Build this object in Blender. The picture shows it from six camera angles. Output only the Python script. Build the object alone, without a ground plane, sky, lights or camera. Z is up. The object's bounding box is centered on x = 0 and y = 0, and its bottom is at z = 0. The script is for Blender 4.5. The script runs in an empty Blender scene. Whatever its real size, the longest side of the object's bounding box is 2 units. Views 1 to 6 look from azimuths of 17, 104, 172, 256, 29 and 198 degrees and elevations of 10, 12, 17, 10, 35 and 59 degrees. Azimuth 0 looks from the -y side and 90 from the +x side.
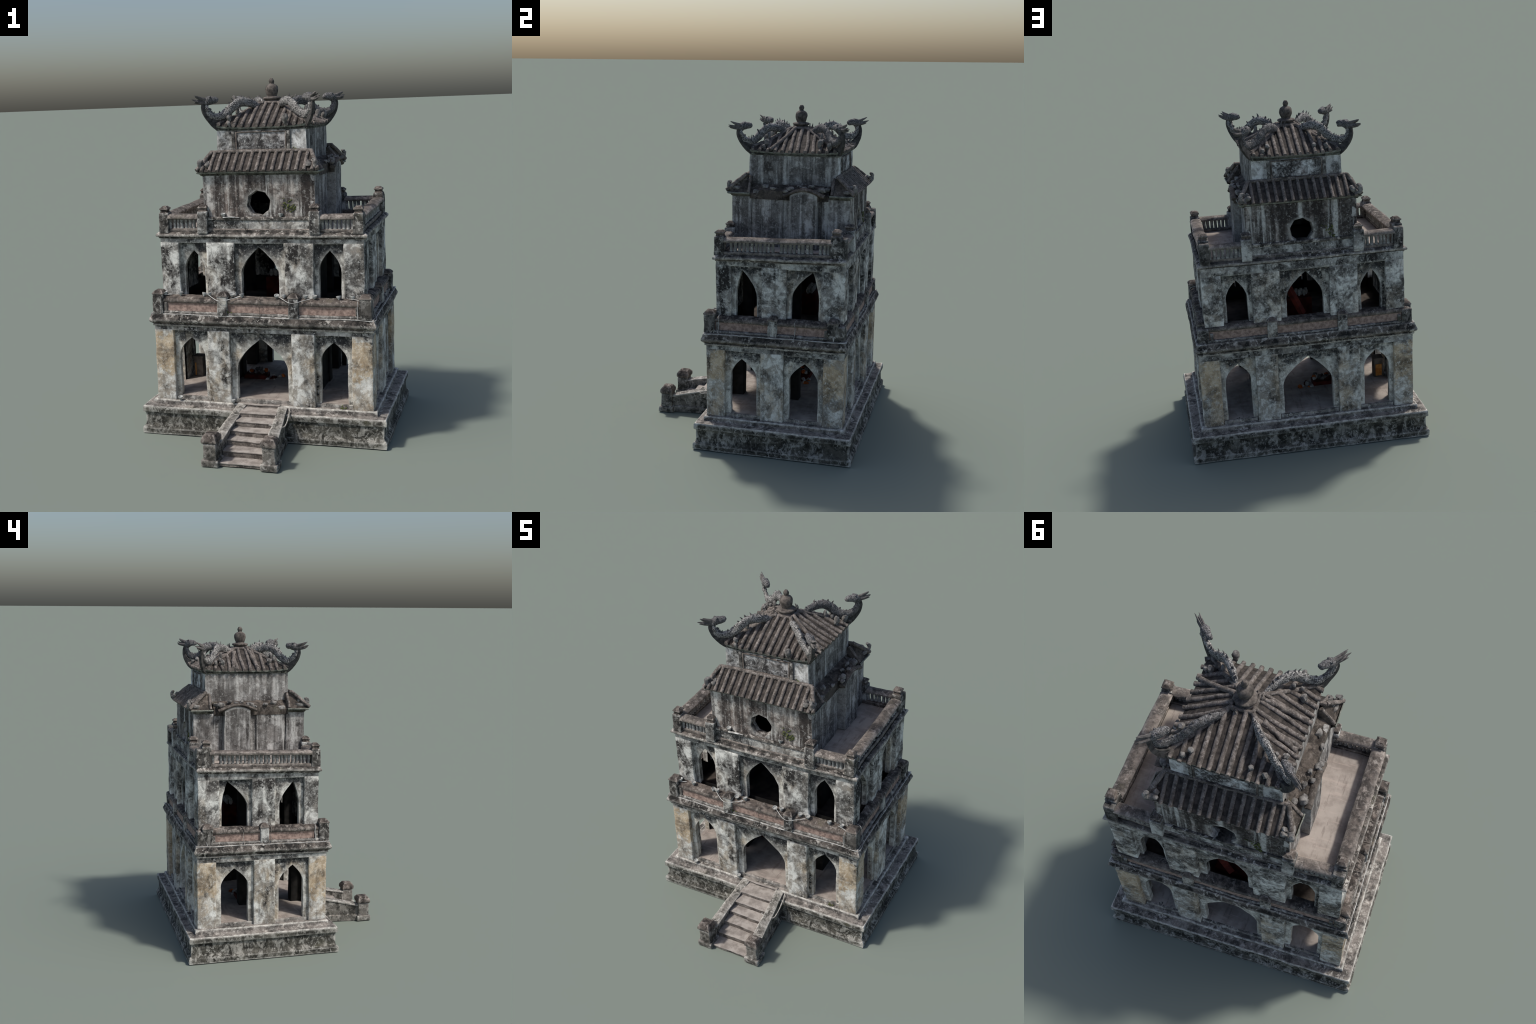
# A weathered three-storey brick pagoda: plinth with stair, two arcaded storeys,
# a small shrine with tiled skirt roofs and a square tiled roof with four dragons.
import bpy, bmesh, math, random
from mathutils import Vector, Matrix, noise

random.seed(7)
CY = 0.201                      # the tower is symmetric about x = 0 and y = CY
rnd = random.Random(11)

# ------------------------------------------------------------------ materials
def srgb(r, g, b):
    f = lambda c: c / 12.92 if c <= 0.04045 else ((c + 0.055) / 1.055) ** 2.4
    return (f(r / 255), f(g / 255), f(b / 255), 1.0)


class Mat:
    """Small helper to wire procedural node materials."""

    def __init__(self, name, rough=0.9):
        self.m = bpy.data.materials.new(name)
        self.m.use_nodes = True
        self.t = self.m.node_tree
        self.b = self.t.nodes["Principled BSDF"]
        self.b.inputs["Roughness"].default_value = rough
        self.b.inputs["Specular IOR Level"].default_value = 0.2
        self.tc = self.n("ShaderNodeTexCoord")
        self.obj = self.tc.outputs["Object"]

    def n(self, kind, **k):
        nd = self.t.nodes.new(kind)
        for a, v in k.items():
            setattr(nd, a, v)
        return nd

    def l(self, a, b):
        self.t.links.new(a, b)

    def put(self, sock, v):
        if hasattr(v, "is_linked") or hasattr(v, "links"):
            self.l(v, sock)
        else:
            sock.default_value = v

    def mapping(self, scale=(1, 1, 1), loc=(0, 0, 0), rot=(0, 0, 0), src=None):
        m = self.n("ShaderNodeMapping")
        m.inputs["Scale"].default_value = scale
        m.inputs["Location"].default_value = loc
        m.inputs["Rotation"].default_value = rot
        self.l(src or self.obj, m.inputs["Vector"])
        return m.outputs["Vector"]

    def noise(self, scale, detail=6, rough=0.6, vec=None, dist=0.0):
        n = self.n("ShaderNodeTexNoise")
        n.inputs["Scale"].default_value = scale
        n.inputs["Detail"].default_value = detail
        n.inputs["Roughness"].default_value = rough
        n.inputs["Distortion"].default_value = dist
        self.l(vec or self.obj, n.inputs["Vector"])
        return n.outputs["Fac"]

    def voronoi(self, scale, vec=None, feature="F1"):
        n = self.n("ShaderNodeTexVoronoi", feature=feature)
        n.inputs["Scale"].default_value = scale
        self.l(vec or self.obj, n.inputs["Vector"])
        return n

    def ramp(self, fac, lo, hi, a=0.0, b=1.0):
        n = self.n("ShaderNodeMapRange", interpolation_type="SMOOTHSTEP")
        self.l(fac, n.inputs["Value"])
        n.inputs["From Min"].default_value = lo
        n.inputs["From Max"].default_value = hi
        n.inputs["To Min"].default_value = a
        n.inputs["To Max"].default_value = b
        return n.outputs["Result"]

    def math(self, op, a, b=0.0):
        n = self.n("ShaderNodeMath", operation=op)
        self.put(n.inputs[0], a)
        self.put(n.inputs[1], b)
        return n.outputs[0]

    def mix(self, fac, a, b, blend="MIX"):
        n = self.n("ShaderNodeMix", data_type="RGBA", blend_type=blend)
        self.put(n.inputs[0], fac)
        self.put(n.inputs[6], a)
        self.put(n.inputs[7], b)
        return n.outputs[2]

    def axis(self, i):
        s = self.n("ShaderNodeSeparateXYZ")
        self.l(self.obj, s.inputs[0])
        return s.outputs[i]

    def random(self):
        return self.n("ShaderNodeObjectInfo").outputs["Random"]

    def done(self, colour, height=None, strength=0.5, dist=0.004):
        self.put(self.b.inputs["Base Color"], colour)
        if height is not None:
            bp = self.n("ShaderNodeBump")
            bp.inputs["Strength"].default_value = strength
            bp.inputs["Distance"].default_value = dist
            self.l(height, bp.inputs["Height"])
            self.l(bp.outputs["Normal"], self.b.inputs["Normal"])
        return self.m


def worn(M, c, rgb, amount, speck, lo=0.515, hi=0.56):
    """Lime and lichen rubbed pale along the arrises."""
    p = M.n("ShaderNodeNewGeometry").outputs["Pointiness"]
    k = M.math("MULTIPLY", M.ramp(p, lo, hi), M.ramp(speck, 0.35, 0.58, 0.25, 1.0))
    return M.mix(M.math("MULTIPLY", k, amount), c, srgb(*rgb))


def plaster(name, seed, light=(238, 238, 232), mid=(150, 147, 142), dark=(54, 52, 51), mould=0.5,
            warm=0.35, streak=0.0, warm_rgb=(206, 186, 158), dark_above=None, warm_band=None, fleck=0.6, edge=0.35):
    M = Mat(name, 0.92)
    v = M.mapping(loc=(seed * 3.1, seed * 1.7, seed * 2.3))
    blotch = M.noise(7.5, 8, 0.64, v, 0.5)
    patch = M.noise(18.0, 8, 0.68, v, 0.8)
    grain = M.noise(130.0, 5, 0.8, v)
    speck = M.noise(60.0, 6, 0.72, v)
    tall = M.mapping(scale=(1, 1, 0.20), loc=(seed, seed * 2, seed * 5))
    drip = M.noise(12.0, 7, 0.62, tall, 0.4)
    cloud = M.noise(11.0, 9, 0.66, M.mapping(scale=(1, 1, 0.75), loc=(seed * 4.3, seed, seed * 0.7)), 0.9)
    mixed = M.math("ADD", M.math("MULTIPLY", patch, 0.5), M.math("MULTIPLY", cloud, 0.5))
    c = M.mix(M.ramp(mixed, 0.43, 0.56), srgb(*light), srgb(*mid))
    w = M.ramp(M.noise(6.0, 7, 0.65, M.mapping(scale=(1, 1, 0.6), loc=(seed * 7.7, 2, 9))), 0.49, 0.62)
    c = M.mix(M.math("MULTIPLY", w, warm), c, M.mix(M.ramp(patch, 0.4, 0.6), srgb(*warm_rgb), srgb(*[x * 0.8 for x in warm_rgb])))
    if warm_band:
        lo, hi, amt = warm_band
        z = M.math("ADD", M.axis(2), M.ramp(M.noise(9.0, 6, 0.7, v), 0.3, 0.7, -0.10, 0.10))
        band = M.math("MULTIPLY", M.ramp(z, lo - 0.03, lo + 0.03), M.ramp(z, hi - 0.03, hi + 0.02, 1, 0))
        band = M.math("MULTIPLY", band, M.ramp(speck, 0.35, 0.55, 0.7, 1.0))
        c = M.mix(M.math("MULTIPLY", band, amt), c, M.mix(M.ramp(patch, 0.4, 0.62), srgb(214, 194, 164), srgb(184, 162, 132)))
    # mould: cloudy black-grey growth, eaten out by fine specks
    d = M.math("ADD", M.ramp(blotch, 0.50 - 0.10 * mould, 0.63 - 0.10 * mould), M.ramp(drip, 0.52, 0.66, 0.0, 0.8))
    d = M.math("MULTIPLY", d, M.ramp(speck, 0.34, 0.60, 0.52, 1.0))
    d = M.math("MINIMUM", M.math("MULTIPLY", d, 0.58 + 0.55 * mould), 1.0)
    c = M.mix(d, c, srgb(*dark))
    if streak:
        sv = M.mapping(scale=(1, 1, 0.05), loc=(seed * 1.3, seed, 0))
        s = M.noise(24.0, 7, 0.66, sv, 0.1)
        s2 = M.math("MULTIPLY", M.ramp(s, 0.42, 0.56), M.ramp(speck, 0.3, 0.6, 0.75, 1.0))
        c = M.mix(M.math("MULTIPLY", s2, streak), c, srgb(*dark))
        s3 = M.ramp(M.noise(20.0, 6, 0.62, M.mapping(scale=(1, 1, 0.06), loc=(seed * 2.3, 4, 1)), 0.1), 0.55, 0.63)
        s3 = M.math("MULTIPLY", s3, M.ramp(speck, 0.36, 0.56, 0.3, 1.0))
        c = M.mix(M.math("MULTIPLY", s3, 0.9 * streak), c, srgb(214, 213, 208))
    if dark_above:
        lo, hi = dark_above
        z = M.math("ADD", M.axis(2), M.ramp(M.noise(12.0, 8, 0.7, v), 0.3, 0.7, -0.05, 0.05))
        k = M.math("MULTIPLY", M.ramp(z, lo, hi), M.ramp(speck, 0.40, 0.64, 1.0, 0.55))
        c = M.mix(k, c, srgb(52, 53, 56))
    f = M.math("MULTIPLY", M.ramp(M.noise(58.0, 8, 0.8, M.mapping(loc=(seed, 8, 3))), 0.55, 0.61), fleck)
    c = M.mix(f, c, srgb(236, 235, 230))
    pit = M.ramp(M.noise(95.0, 3, 0.6, M.mapping(loc=(seed, 1, 6))), 0.655, 0.70, 0, 0.7)
    c = M.mix(pit, c, srgb(70, 67, 64))
    c = worn(M, c, (226, 225, 219), edge, speck)
    c = M.mix(M.ramp(grain, 0.3, 0.7, 0.0, 0.4), c, M.mix(1.0, c, srgb(160, 158, 156), "MULTIPLY"))
    h = M.math("ADD", M.math("MULTIPLY", patch, 0.6), M.math("MULTIPLY", speck, 0.5))
    return M.done(c, h, 0.6, 0.006)


def dark_stone(name, seed, base=(84, 80, 76), light=(176, 171, 163), black=(42, 41, 40), spots=0.5, drip=0.0, edge=0.5):
    M = Mat(name, 0.92)
    v = M.mapping(loc=(seed * 2.1, seed * 4.7, seed * 1.3))
    a = M.noise(12.0, 9, 0.72, v, 0.3)
    b = M.noise(36.0, 8, 0.76, v, 0.6)
    g = M.noise(130.0, 5, 0.75, v)
    c = M.mix(M.ramp(a, 0.41, 0.58), srgb(*base), srgb(*black))
    c = M.mix(M.ramp(M.noise(18.0, 6, 0.66, M.mapping(loc=(seed, 5, 5))), 0.52, 0.64, 0, 0.55), c, srgb(*[x * 1.35 for x in base]))
    if drip:
        s = M.ramp(M.noise(24.0, 8, 0.72, M.mapping(scale=(1, 1, 0.6), loc=(seed, 1, 7)), 0.5), 0.50, 0.60)
        s = M.math("MULTIPLY", s, M.ramp(g, 0.35, 0.6, 0.45, 1.0))
        c = M.mix(M.math("MULTIPLY", s, drip), c, srgb(*light))
    sp = M.math("MULTIPLY", M.ramp(b, 0.525, 0.575), M.ramp(M.noise(9.0, 5, 0.65, M.mapping(loc=(9, seed, 2))), 0.38, 0.58))
    c = M.mix(M.math("MULTIPLY", sp, spots), c, srgb(*light))
    gr = M.ramp(M.noise(9.0, 3, 0.5, M.mapping(loc=(seed, 3, 11))), 0.64, 0.72, 0, 0.35)
    c = M.mix(M.math("MULTIPLY", gr, M.ramp(g, 0.45, 0.6)), c, srgb(98, 100, 62))
    c = worn(M, c, [min(235, x * 1.12) for x in light], edge, b)
    c = M.mix(M.ramp(g, 0.3, 0.7, 0, 0.4), c, M.mix(1.0, c, srgb(150, 147, 144), "MULTIPLY"))
    h = M.math("ADD", M.math("MULTIPLY", b, 0.6), M.math("MULTIPLY", g, 0.4))
    return M.done(c, h, 0.6, 0.006)


def tile_material():
    M = Mat("weathered_clay_tile", 0.9)
    r = M.n("ShaderNodeObjectInfo").outputs["Random"]
    a = M.noise(22.0, 8, 0.72)
    g = M.noise(85.0, 6, 0.78)
    c = M.mix(M.ramp(a, 0.38, 0.60), srgb(126, 118, 112), srgb(82, 77, 73))
    c = M.mix(M.math("MULTIPLY", M.ramp(g, 0.50, 0.62), 0.55), c, srgb(172, 166, 161))
    c = M.mix(M.ramp(M.noise(45.0, 5, 0.66), 0.56, 0.66, 0, 0.75), c, srgb(58, 53, 50))
    c = M.mix(M.ramp(r, 0.0, 1.0, 0.0, 0.3), c, srgb(88, 82, 78))
    return M.done(c, M.math("ADD", a, M.math("MULTIPLY", g, 0.5)), 0.5, 0.005)


def mosaic_material(name, bright, dark=(62, 63, 66)):
    """Broken porcelain set in dark mortar: the dragons' scales."""
    M = Mat(name, 0.7)
    vec = M.obj
    vo = M.voronoi(230.0, vec)
    edge = M.voronoi(230.0, vec, "DISTANCE_TO_EDGE")
    cell = M.n("ShaderNodeSeparateColor")
    M.l(vo.outputs["Color"], cell.inputs[0])
    shard = M.mix(cell.outputs[0], srgb(*[x * 0.62 for x in bright]), srgb(*bright))
    shard = M.mix(M.ramp(cell.outputs[1], 0.74, 0.78), shard, srgb(*dark))
    k = M.ramp(edge.outputs["Distance"], 0.05, 0.13)
    c = M.mix(k, srgb(*dark), shard)
    soot = M.ramp(M.noise(16.0, 6, 0.66), 0.50, 0.66, 0, 0.6)
    c = M.mix(soot, c, srgb(*dark))
    return M.done(c, k, 0.7, 0.003)


def plain(name, rgb, rgb2=None, scale=30.0, rough=0.85, bump=0.3, z=(1, 1, 1)):
    M = Mat(name, rough)
    a = M.noise(scale, 6, 0.65, M.mapping(scale=z))
    c = M.mix(M.ramp(a, 0.35, 0.65), srgb(*rgb), srgb(*(rgb2 or [x * 0.75 for x in rgb])))
    return M.done(c, a, bump, 0.004)


def floor_material():
    M = Mat("worn_terracotta_paving", 0.9)
    a = M.noise(9.0, 7, 0.65)
    cross = M.noise(40.0, 5, 0.7, M.mapping(scale=(1, 0.15, 1), rot=(0, 0, 0.75)))
    cross2 = M.noise(40.0, 5, 0.7, M.mapping(scale=(0.15, 1, 1), rot=(0, 0, 0.75)))
    c = M.mix(M.ramp(a, 0.38, 0.64), srgb(168, 159, 151), srgb(140, 131, 124))
    c = M.mix(M.ramp(cross, 0.54, 0.66, 0, 0.45), c, srgb(104, 92, 88))
    c = M.mix(M.ramp(cross2, 0.54, 0.66, 0, 0.4), c, srgb(188, 172, 163))
    return M.done(c, cross, 0.3, 0.003)


MAT = dict(
    pier=plaster("lime_plaster", 1, mid=(166, 160, 150), mould=0.32, warm=0.75, warm_rgb=(208, 190, 164)),
    pier2=plaster("lime_plaster_upper", 2, mould=0.58, warm=0.35),
    corner=plaster("lime_plaster_ochre", 3, mid=(174, 166, 154), mould=0.14, warm=0.7, warm_band=(0.38, 0.60, 0.85), dark_above=(0.60, 0.66)),
    panel=plaster("arch_plaster", 4, light=(232, 231, 223), mid=(166, 162, 153), mould=0.3, warm=0.65, dark_above=(0.535, 0.585)),
    panel2=plaster("arch_plaster_upper", 5, light=(230, 229, 221), mid=(152, 148, 142), mould=0.42, warm=0.5, dark_above=(1.02, 1.08)),
    band=plaster("band_plaster", 6, light=(206, 206, 201), mid=(140, 139, 136), mould=0.66, warm=0.2),
    shrine=plaster("streaked_shrine_plaster", 7, light=(206, 203, 197), mid=(130, 123, 118), dark=(60, 55, 53), mould=0.42,
                   warm=0.2, streak=0.95, warm_rgb=(170, 132, 112), fleck=0.35),
    attic=plaster("peeling_attic_plaster", 8, light=(234, 235, 233), mid=(158, 156, 152), mould=0.5, warm=0.1, streak=0.3),
    attic_side=plaster("streaked_attic_plaster", 9, light=(200, 198, 194), mid=(142, 138, 134), dark=(74, 71, 69), mould=0.40, warm=0.0, streak=0.7, fleck=0.35),
    board=plaster("whitewashed_board", 10, light=(250, 252, 252), mid=(150, 149, 147), dark=(62, 60, 60), mould=0.8, warm=0.3, warm_rgb=(150, 116, 104), fleck=0.5),
    inner=plain("shade_darkened_inner_plaster", (46, 44, 42), (26, 25, 24), 14),  # base colour lowered to bake in the deep shade seen through the arches
    inner_floor=plain("dark_brown_grey_floor", (84, 76, 70), (52, 47, 44), 14),
    stone=dark_stone("mossy_dark_stone", 1, base=(90, 87, 83), light=(192, 189, 183), spots=0.8, drip=0.35),
    cornice=dark_stone("weathered_cornice_stone", 2, base=(98, 92, 87), light=(208, 203, 195), spots=0.75, edge=0.5),
    plinth=dark_stone("stained_plinth_stone", 3, base=(92, 90, 83), light=(196, 194, 186), black=(48, 47, 43), spots=0.6, drip=0.6, edge=0.8),
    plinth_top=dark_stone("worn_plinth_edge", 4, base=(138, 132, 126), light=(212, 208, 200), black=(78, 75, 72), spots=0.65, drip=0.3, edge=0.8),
    rail=dark_stone("grey_rail_stone", 5, base=(104, 96, 90), light=(184, 176, 168), black=(56, 52, 50), spots=0.5, edge=0.35),
    baluster=plaster("baluster_plaster", 12, light=(206, 205, 201), mid=(150, 147, 143), mould=0.4, warm=0.0),
    ledge=dark_stone("overgrown_ledge", 6, base=(90, 83, 77), light=(150, 142, 134), black=(54, 50, 47), spots=0.45, edge=0.15),
    tile=tile_material(),
    valley=plain("roof_valley_tile", (78, 72, 68), (43, 40, 38), 40),
    prow=plain("dark_prow_mortar", (84, 82, 80), (52, 51, 50), 50),
    eave=dark_stone("eave_mortar", 7, base=(96, 96, 88), light=(160, 164, 154), black=(46, 46, 42), spots=0.4),
    mosaic=mosaic_material("porcelain_mosaic", (210, 207, 202), (82, 81, 81)),
    mosaic_grey=mosaic_material("grey_porcelain_mosaic", (162, 160, 159), (78, 77, 77)),
    dragonstone=plain("dragon_mortar", (116, 112, 109), (76, 74, 73), 60),
    finial=plain("finial_stone", (112, 105, 99), (64, 60, 57), 45),
    rock=plain("grey_rubble", (140, 137, 133), (84, 82, 80), 40),
    step=plain("worn_step_stone", (168, 161, 154), (134, 127, 121), 22),
    riser=dark_stone("step_riser", 8, base=(128, 121, 114), light=(176, 169, 162), black=(80, 74, 70), spots=0.5),
    cheek=dark_stone("stair_wall_stone", 9, base=(120, 116, 110), light=(198, 195, 188), black=(62, 61, 57), spots=0.65, drip=0.35, edge=0.6),
    clay=plain("rough_pink_render", (172, 150, 139), (126, 107, 99), 50, bump=0.9),
    floor=floor_material(),
    white=plain("white_cable", (218, 218, 215), (150, 149, 146), 25),
    dark_cable=plain("dark_cable", (70, 68, 66)),
    glaze=plain("glazed_bowl", (186, 187, 184), (120, 121, 119), 60, rough=0.5),
    red=plain("dull_red_lacquer", (92, 34, 26), (58, 20, 16), 20),
    orange=plain("orange_offering", (196, 108, 50), (120, 54, 28), 30),
    gold=plain("paper_lantern", (206, 150, 84), (170, 104, 46), 24),
    paper=plain("pale_paper", (196, 193, 187), (150, 146, 140), 50),
    wood=plain("brown_box_wood", (120, 112, 104), (86, 79, 72), 20),
    moss=plain("moss", (104, 110, 66), (72, 78, 46), 60, bump=0.8),
    rust=plain("exposed_brick", (150, 104, 80), (110, 76, 60), 50),
    rag=plain("red_rag", (214, 92, 66), (170, 60, 44), 60),
)

# ------------------------------------------------------------------ builders
root = bpy.data.objects.new("pagoda_tower", None)
bpy.context.scene.collection.objects.link(root)
root["label"] = "weathered three-storey stone pagoda with tiled roofs and dragons"
root["category"] = "pagoda tower"


def belly(p):
    """The long fronts have bulged a little in the middle of the storeys."""
    w = max(0.0, min(1.0, (p.z - 0.60) / 0.08)) * max(0.0, min(1.0, (1.30 - p.z) / 0.12)) * max(0.0, 1 - (p.x / 0.63) ** 2)
    if p.y < -0.10:
        return -0.010 * w
    if p.y > 0.50:
        return 0.007 * w
    return 0.0


def warp(p, amp=0.0035):
    """One world-space unevenness field for the whole building."""
    q = Vector(p)
    a = noise.noise_vector(q * 7.0) * amp
    b = noise.noise_vector(q * 23.0 + Vector((5, 3, 1))) * amp * 0.55
    c = noise.noise_vector(q * 60.0 + Vector((2, 7, 4))) * amp * 0.28
    d = a + b + c
    d.z *= 0.6
    d.y += belly(q)
    return q + d


class Geo:
    def __init__(self):
        self.v, self.f, self.mi = [], [], []

    def add(self, verts, faces, mi=0):
        o = len(self.v)
        self.v += [Vector(x) for x in verts]
        self.f += [tuple(i + o for i in fc) for fc in faces]
        self.mi += [mi] * len(faces)

    def warp(self, amp=0.0035, tilt=0.0):
        """Weathers the piece; tilt lifts it gently toward the back, as the tower has settled."""
        self.v = [warp(p, amp) + Vector((0, 0, tilt * (p.y + 0.15))) for p in self.v]
        return self

    def make(self, name, mats, parent=None, angle=42, weld=1e-5, extra=None):
        me = bpy.data.meshes.new(name)
        me.from_pydata([tuple(p) for p in self.v], [], self.f)
        for m in (mats if isinstance(mats, (list, tuple)) else [mats]):
            me.materials.append(MAT[m])
        me.polygons.foreach_set("material_index", self.mi)
        bm = bmesh.new()
        bm.from_mesh(me)
        bmesh.ops.remove_doubles(bm, verts=bm.verts, dist=weld)
        bmesh.ops.recalc_face_normals(bm, faces=bm.faces)
        bm.to_mesh(me)
        bm.free()
        me.polygons.foreach_set("use_smooth", [True] * len(me.polygons))
        me.set_sharp_from_angle(angle=math.radians(angle))
        ob = bpy.data.objects.new(name, me)
        bpy.context.scene.collection.objects.link(ob)
        ob.parent = parent or root
        return ob


def copy_of(ob, parent, loc=(0, 0, 0), rot=(0, 0, 0), scale=(1, 1, 1)):
    o = ob.copy()
    bpy.context.scene.collection.objects.link(o)
    o.parent = parent
    o.location, o.rotation_euler, o.scale = loc, rot, scale
    return o


def block(g, lo, hi, r=0.004, cell=0.016, mi=0, taper=0.0):
    """A box with rounded arrises and a grid fine enough to be weathered."""
    lo, hi = Vector(lo), Vector(hi)
    size = hi - lo
    r = min(r, min(size) * 0.45)
    ts = []
    for a in range(3):
        n = max(1, int(round((size[a] - 2 * r) / cell)))
        t = [0, r * 0.3] + [r + (size[a] - 2 * r) * i / n for i in range(n + 1)] + [size[a] - r * 0.3, size[a]]
        ts.append(t)
    idx, verts, faces = {}, [], []

    def vert(i, j, k):
        key = (i, j, k)
        if key not in idx:
            p = Vector((ts[0][i], ts[1][j], ts[2][k]))
            q = Vector((min(max(p[a], r), size[a] - r) for a in range(3)))
            d = p - q
            if d.length > 1e-9:
                p = q + d.normalized() * r
            w = lo + p
            if taper:
                s = 1 - taper * (p.z / size.z)
                c = (lo + hi) / 2
                w.x, w.y = c.x + (w.x - c.x) * s, c.y + (w.y - c.y) * s
            idx[key] = len(verts)
            verts.append(w)
        return idx[key]

    N = [len(t) - 1 for t in ts]
    for a in range(3):
        b, c = (a + 1) % 3, (a + 2) % 3
        for side in (0, N[a]):
            for i in range(N[b]):
                for j in range(N[c]):
                    quad = []
                    for di, dj in ((0, 0), (1, 0), (1, 1), (0, 1)):
                        k = [0, 0, 0]
                        k[a], k[b], k[c] = side, i + di, j + dj
                        quad.append(vert(*k))
                    faces.append(quad if side else quad[::-1])
    g.add(verts, faces, mi)


def ring_loft(g, profile, cell=0.02, mi=0, mis=None, cap_top=False, cap_bottom=False, centre=(0, CY), chip=0.0):
    """Sweeps a profile of (half x, half y, z) round a rectangle."""
    hx0, hy0 = profile[0][0], profile[0][1]
    nx, ny = max(2, int(2 * hx0 / cell)), max(2, int(2 * hy0 / cell))
    rings = []
    for hx, hy, z in profile:
        pts = []
        for i in range(nx):
            pts.append((-hx + 2 * hx * i / nx, -hy))
        for i in range(ny):
            pts.append((hx, -hy + 2 * hy * i / ny))
        for i in range(nx):
            pts.append((hx - 2 * hx * i / nx, hy))
        for i in range(ny):
            pts.append((-hx, hy - 2 * hy * i / ny))
        rings.append([Vector((x + centre[0], y + centre[1], z)) for x, y in pts])
    n = len(rings[0])
    verts = [p for rg in rings for p in rg]
    for r_i in range(len(rings) - 1):
        fs = [(r_i * n + k, r_i * n + (k + 1) % n, (r_i + 1) * n + (k + 1) % n, (r_i + 1) * n + k) for k in range(n)]
        o = len(g.v)
        g.f += [tuple(i + o for i in fc) for fc in fs]
        g.mi += [(mis[r_i] if mis else mi)] * len(fs)
    g.v += verts
    base = len(g.v) - len(verts)
    if cap_top:
        g.f.append(tuple(base + (len(rings) - 1) * n + k for k in range(n)))
        g.mi.append(mis[-1] if mis else mi)
    if cap_bottom:
        g.f.append(tuple(base + k for k in range(n))[::-1])
        g.mi.append(mi)


def fine(profile, step=0.012):
    out = [profile[0]]
    for a, b in zip(profile, profile[1:]):
        d = math.dist(a, b)
        n = max(1, int(d / step))
        out += [tuple(a[k] + (b[k] - a[k]) * i / n for k in range(3)) for i in range(1, n + 1)]
    return out


def frame(side, yc=CY):
    """Maps (u along the wall as seen from outside, v up, w outward) to world."""
    if side == "front":
        return lambda u, v, w: Vector((u, -w, v))
    if side == "back":
        return lambda u, v, w: Vector((u, 2 * yc + w, v))
    if side == "right":
        return lambda u, v, w: Vector((w, u, v))
    return lambda u, v, w: Vector((-w, u, v))


def arch_outline(l, r, sill, spring, ax, top, p=1.7, n1=8, n2=10, nj=10):
    left = [(l, sill + (spring - sill) * i / nj) for i in range(nj)]
    for i in range(n1 + n2 + 1):
        t = i / (n1 + n2)
        s = t ** 0.8
        left.append((ax + (l - ax) * (1 - s ** p), spring + (top - spring) * s))
    right = [(ax + (r - ax) * (1 - (i / (n1 + n2)) ** (0.8 * p)), spring + (top - spring) * (i / (n1 + n2)) ** 0.8)
             for i in range(n1 + n2)][::-1]
    right += [(r, spring - (spring - sill) * i / nj) for i in range(1, nj + 1)]
    return left + right


def arch_panel(name, side, bay, op, zs, w_face, thick, mat, parent, sill=None, p=1.7, yc=CY):
    """A recessed wall panel pierced by a pointed arch, with its inner reveal."""
    l, r = bay
    z0, z1 = zs
    ol, orr, ax, spring, top = op
    sill = z0 if sill is None else sill
    n1, n2, nj = 8, 10, 10
    inner = arch_outline(ol, orr, sill, spring, ax, top, p, n1, n2, nj)
    outer = [(l, z) for x, z in inner[:nj]]
    outer += [(l, spring + (z1 - spring) * i / n1) for i in range(n1)]
    outer += [(l + (ax - l) * i / n2, z1) for i in range(n2 + 1)]
    outer += [(ax + (r - ax) * i / n2, z1) for i in range(1, n2 + 1)]
    outer += [(r, z1 - (z1 - spring) * i / n1) for i in range(1, n1 + 1)]
    outer += [(r, z) for x, z in inner[-nj:]]
    F = frame(side, yc)
    g = Geo()
    m, md = 4, 3
    n = len(inner)
    verts, faces = [], []
    for k in range(n):
        (ix, iz), (ox, oz) = inner[k], outer[k]
        row = []
        for j in range(m + 1):           # outside face, from edge to arch
            t = j / m
            rr = 0.0025 if j == m else 0.0
            row.append(F(ox + (ix - ox) * t, oz + (iz - oz) * t, w_face - rr))
        for j in range(1, md + 1):       # reveal
            row.append(F(ix, iz, w_face - 0.003 - (thick - 0.003) * j / md))
        for j in range(1, m + 1):        # inside face
            t = 1 - j / m
            row.append(F(ox + (ix - ox) * t, oz + (iz - oz) * t, w_face - thick))
        verts += row
    rl = m + 1 + md + m
    for k in range(n - 1):
        for j in range(rl - 1):
            faces.append((k * rl + j, k * rl + j + 1, (k + 1) * rl + j + 1, (k + 1) * rl + j))
    for (j0, j1) in ((0, rl),):
        pass
    g.add(verts, faces, 0)
    for i, fc in enumerate(g.f):
        pass
    # inside face gets the plaster darkened for interior shade
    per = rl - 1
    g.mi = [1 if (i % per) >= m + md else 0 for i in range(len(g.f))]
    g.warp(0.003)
    return g.make(name, [mat, "inner"], parent, angle=35)


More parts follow.
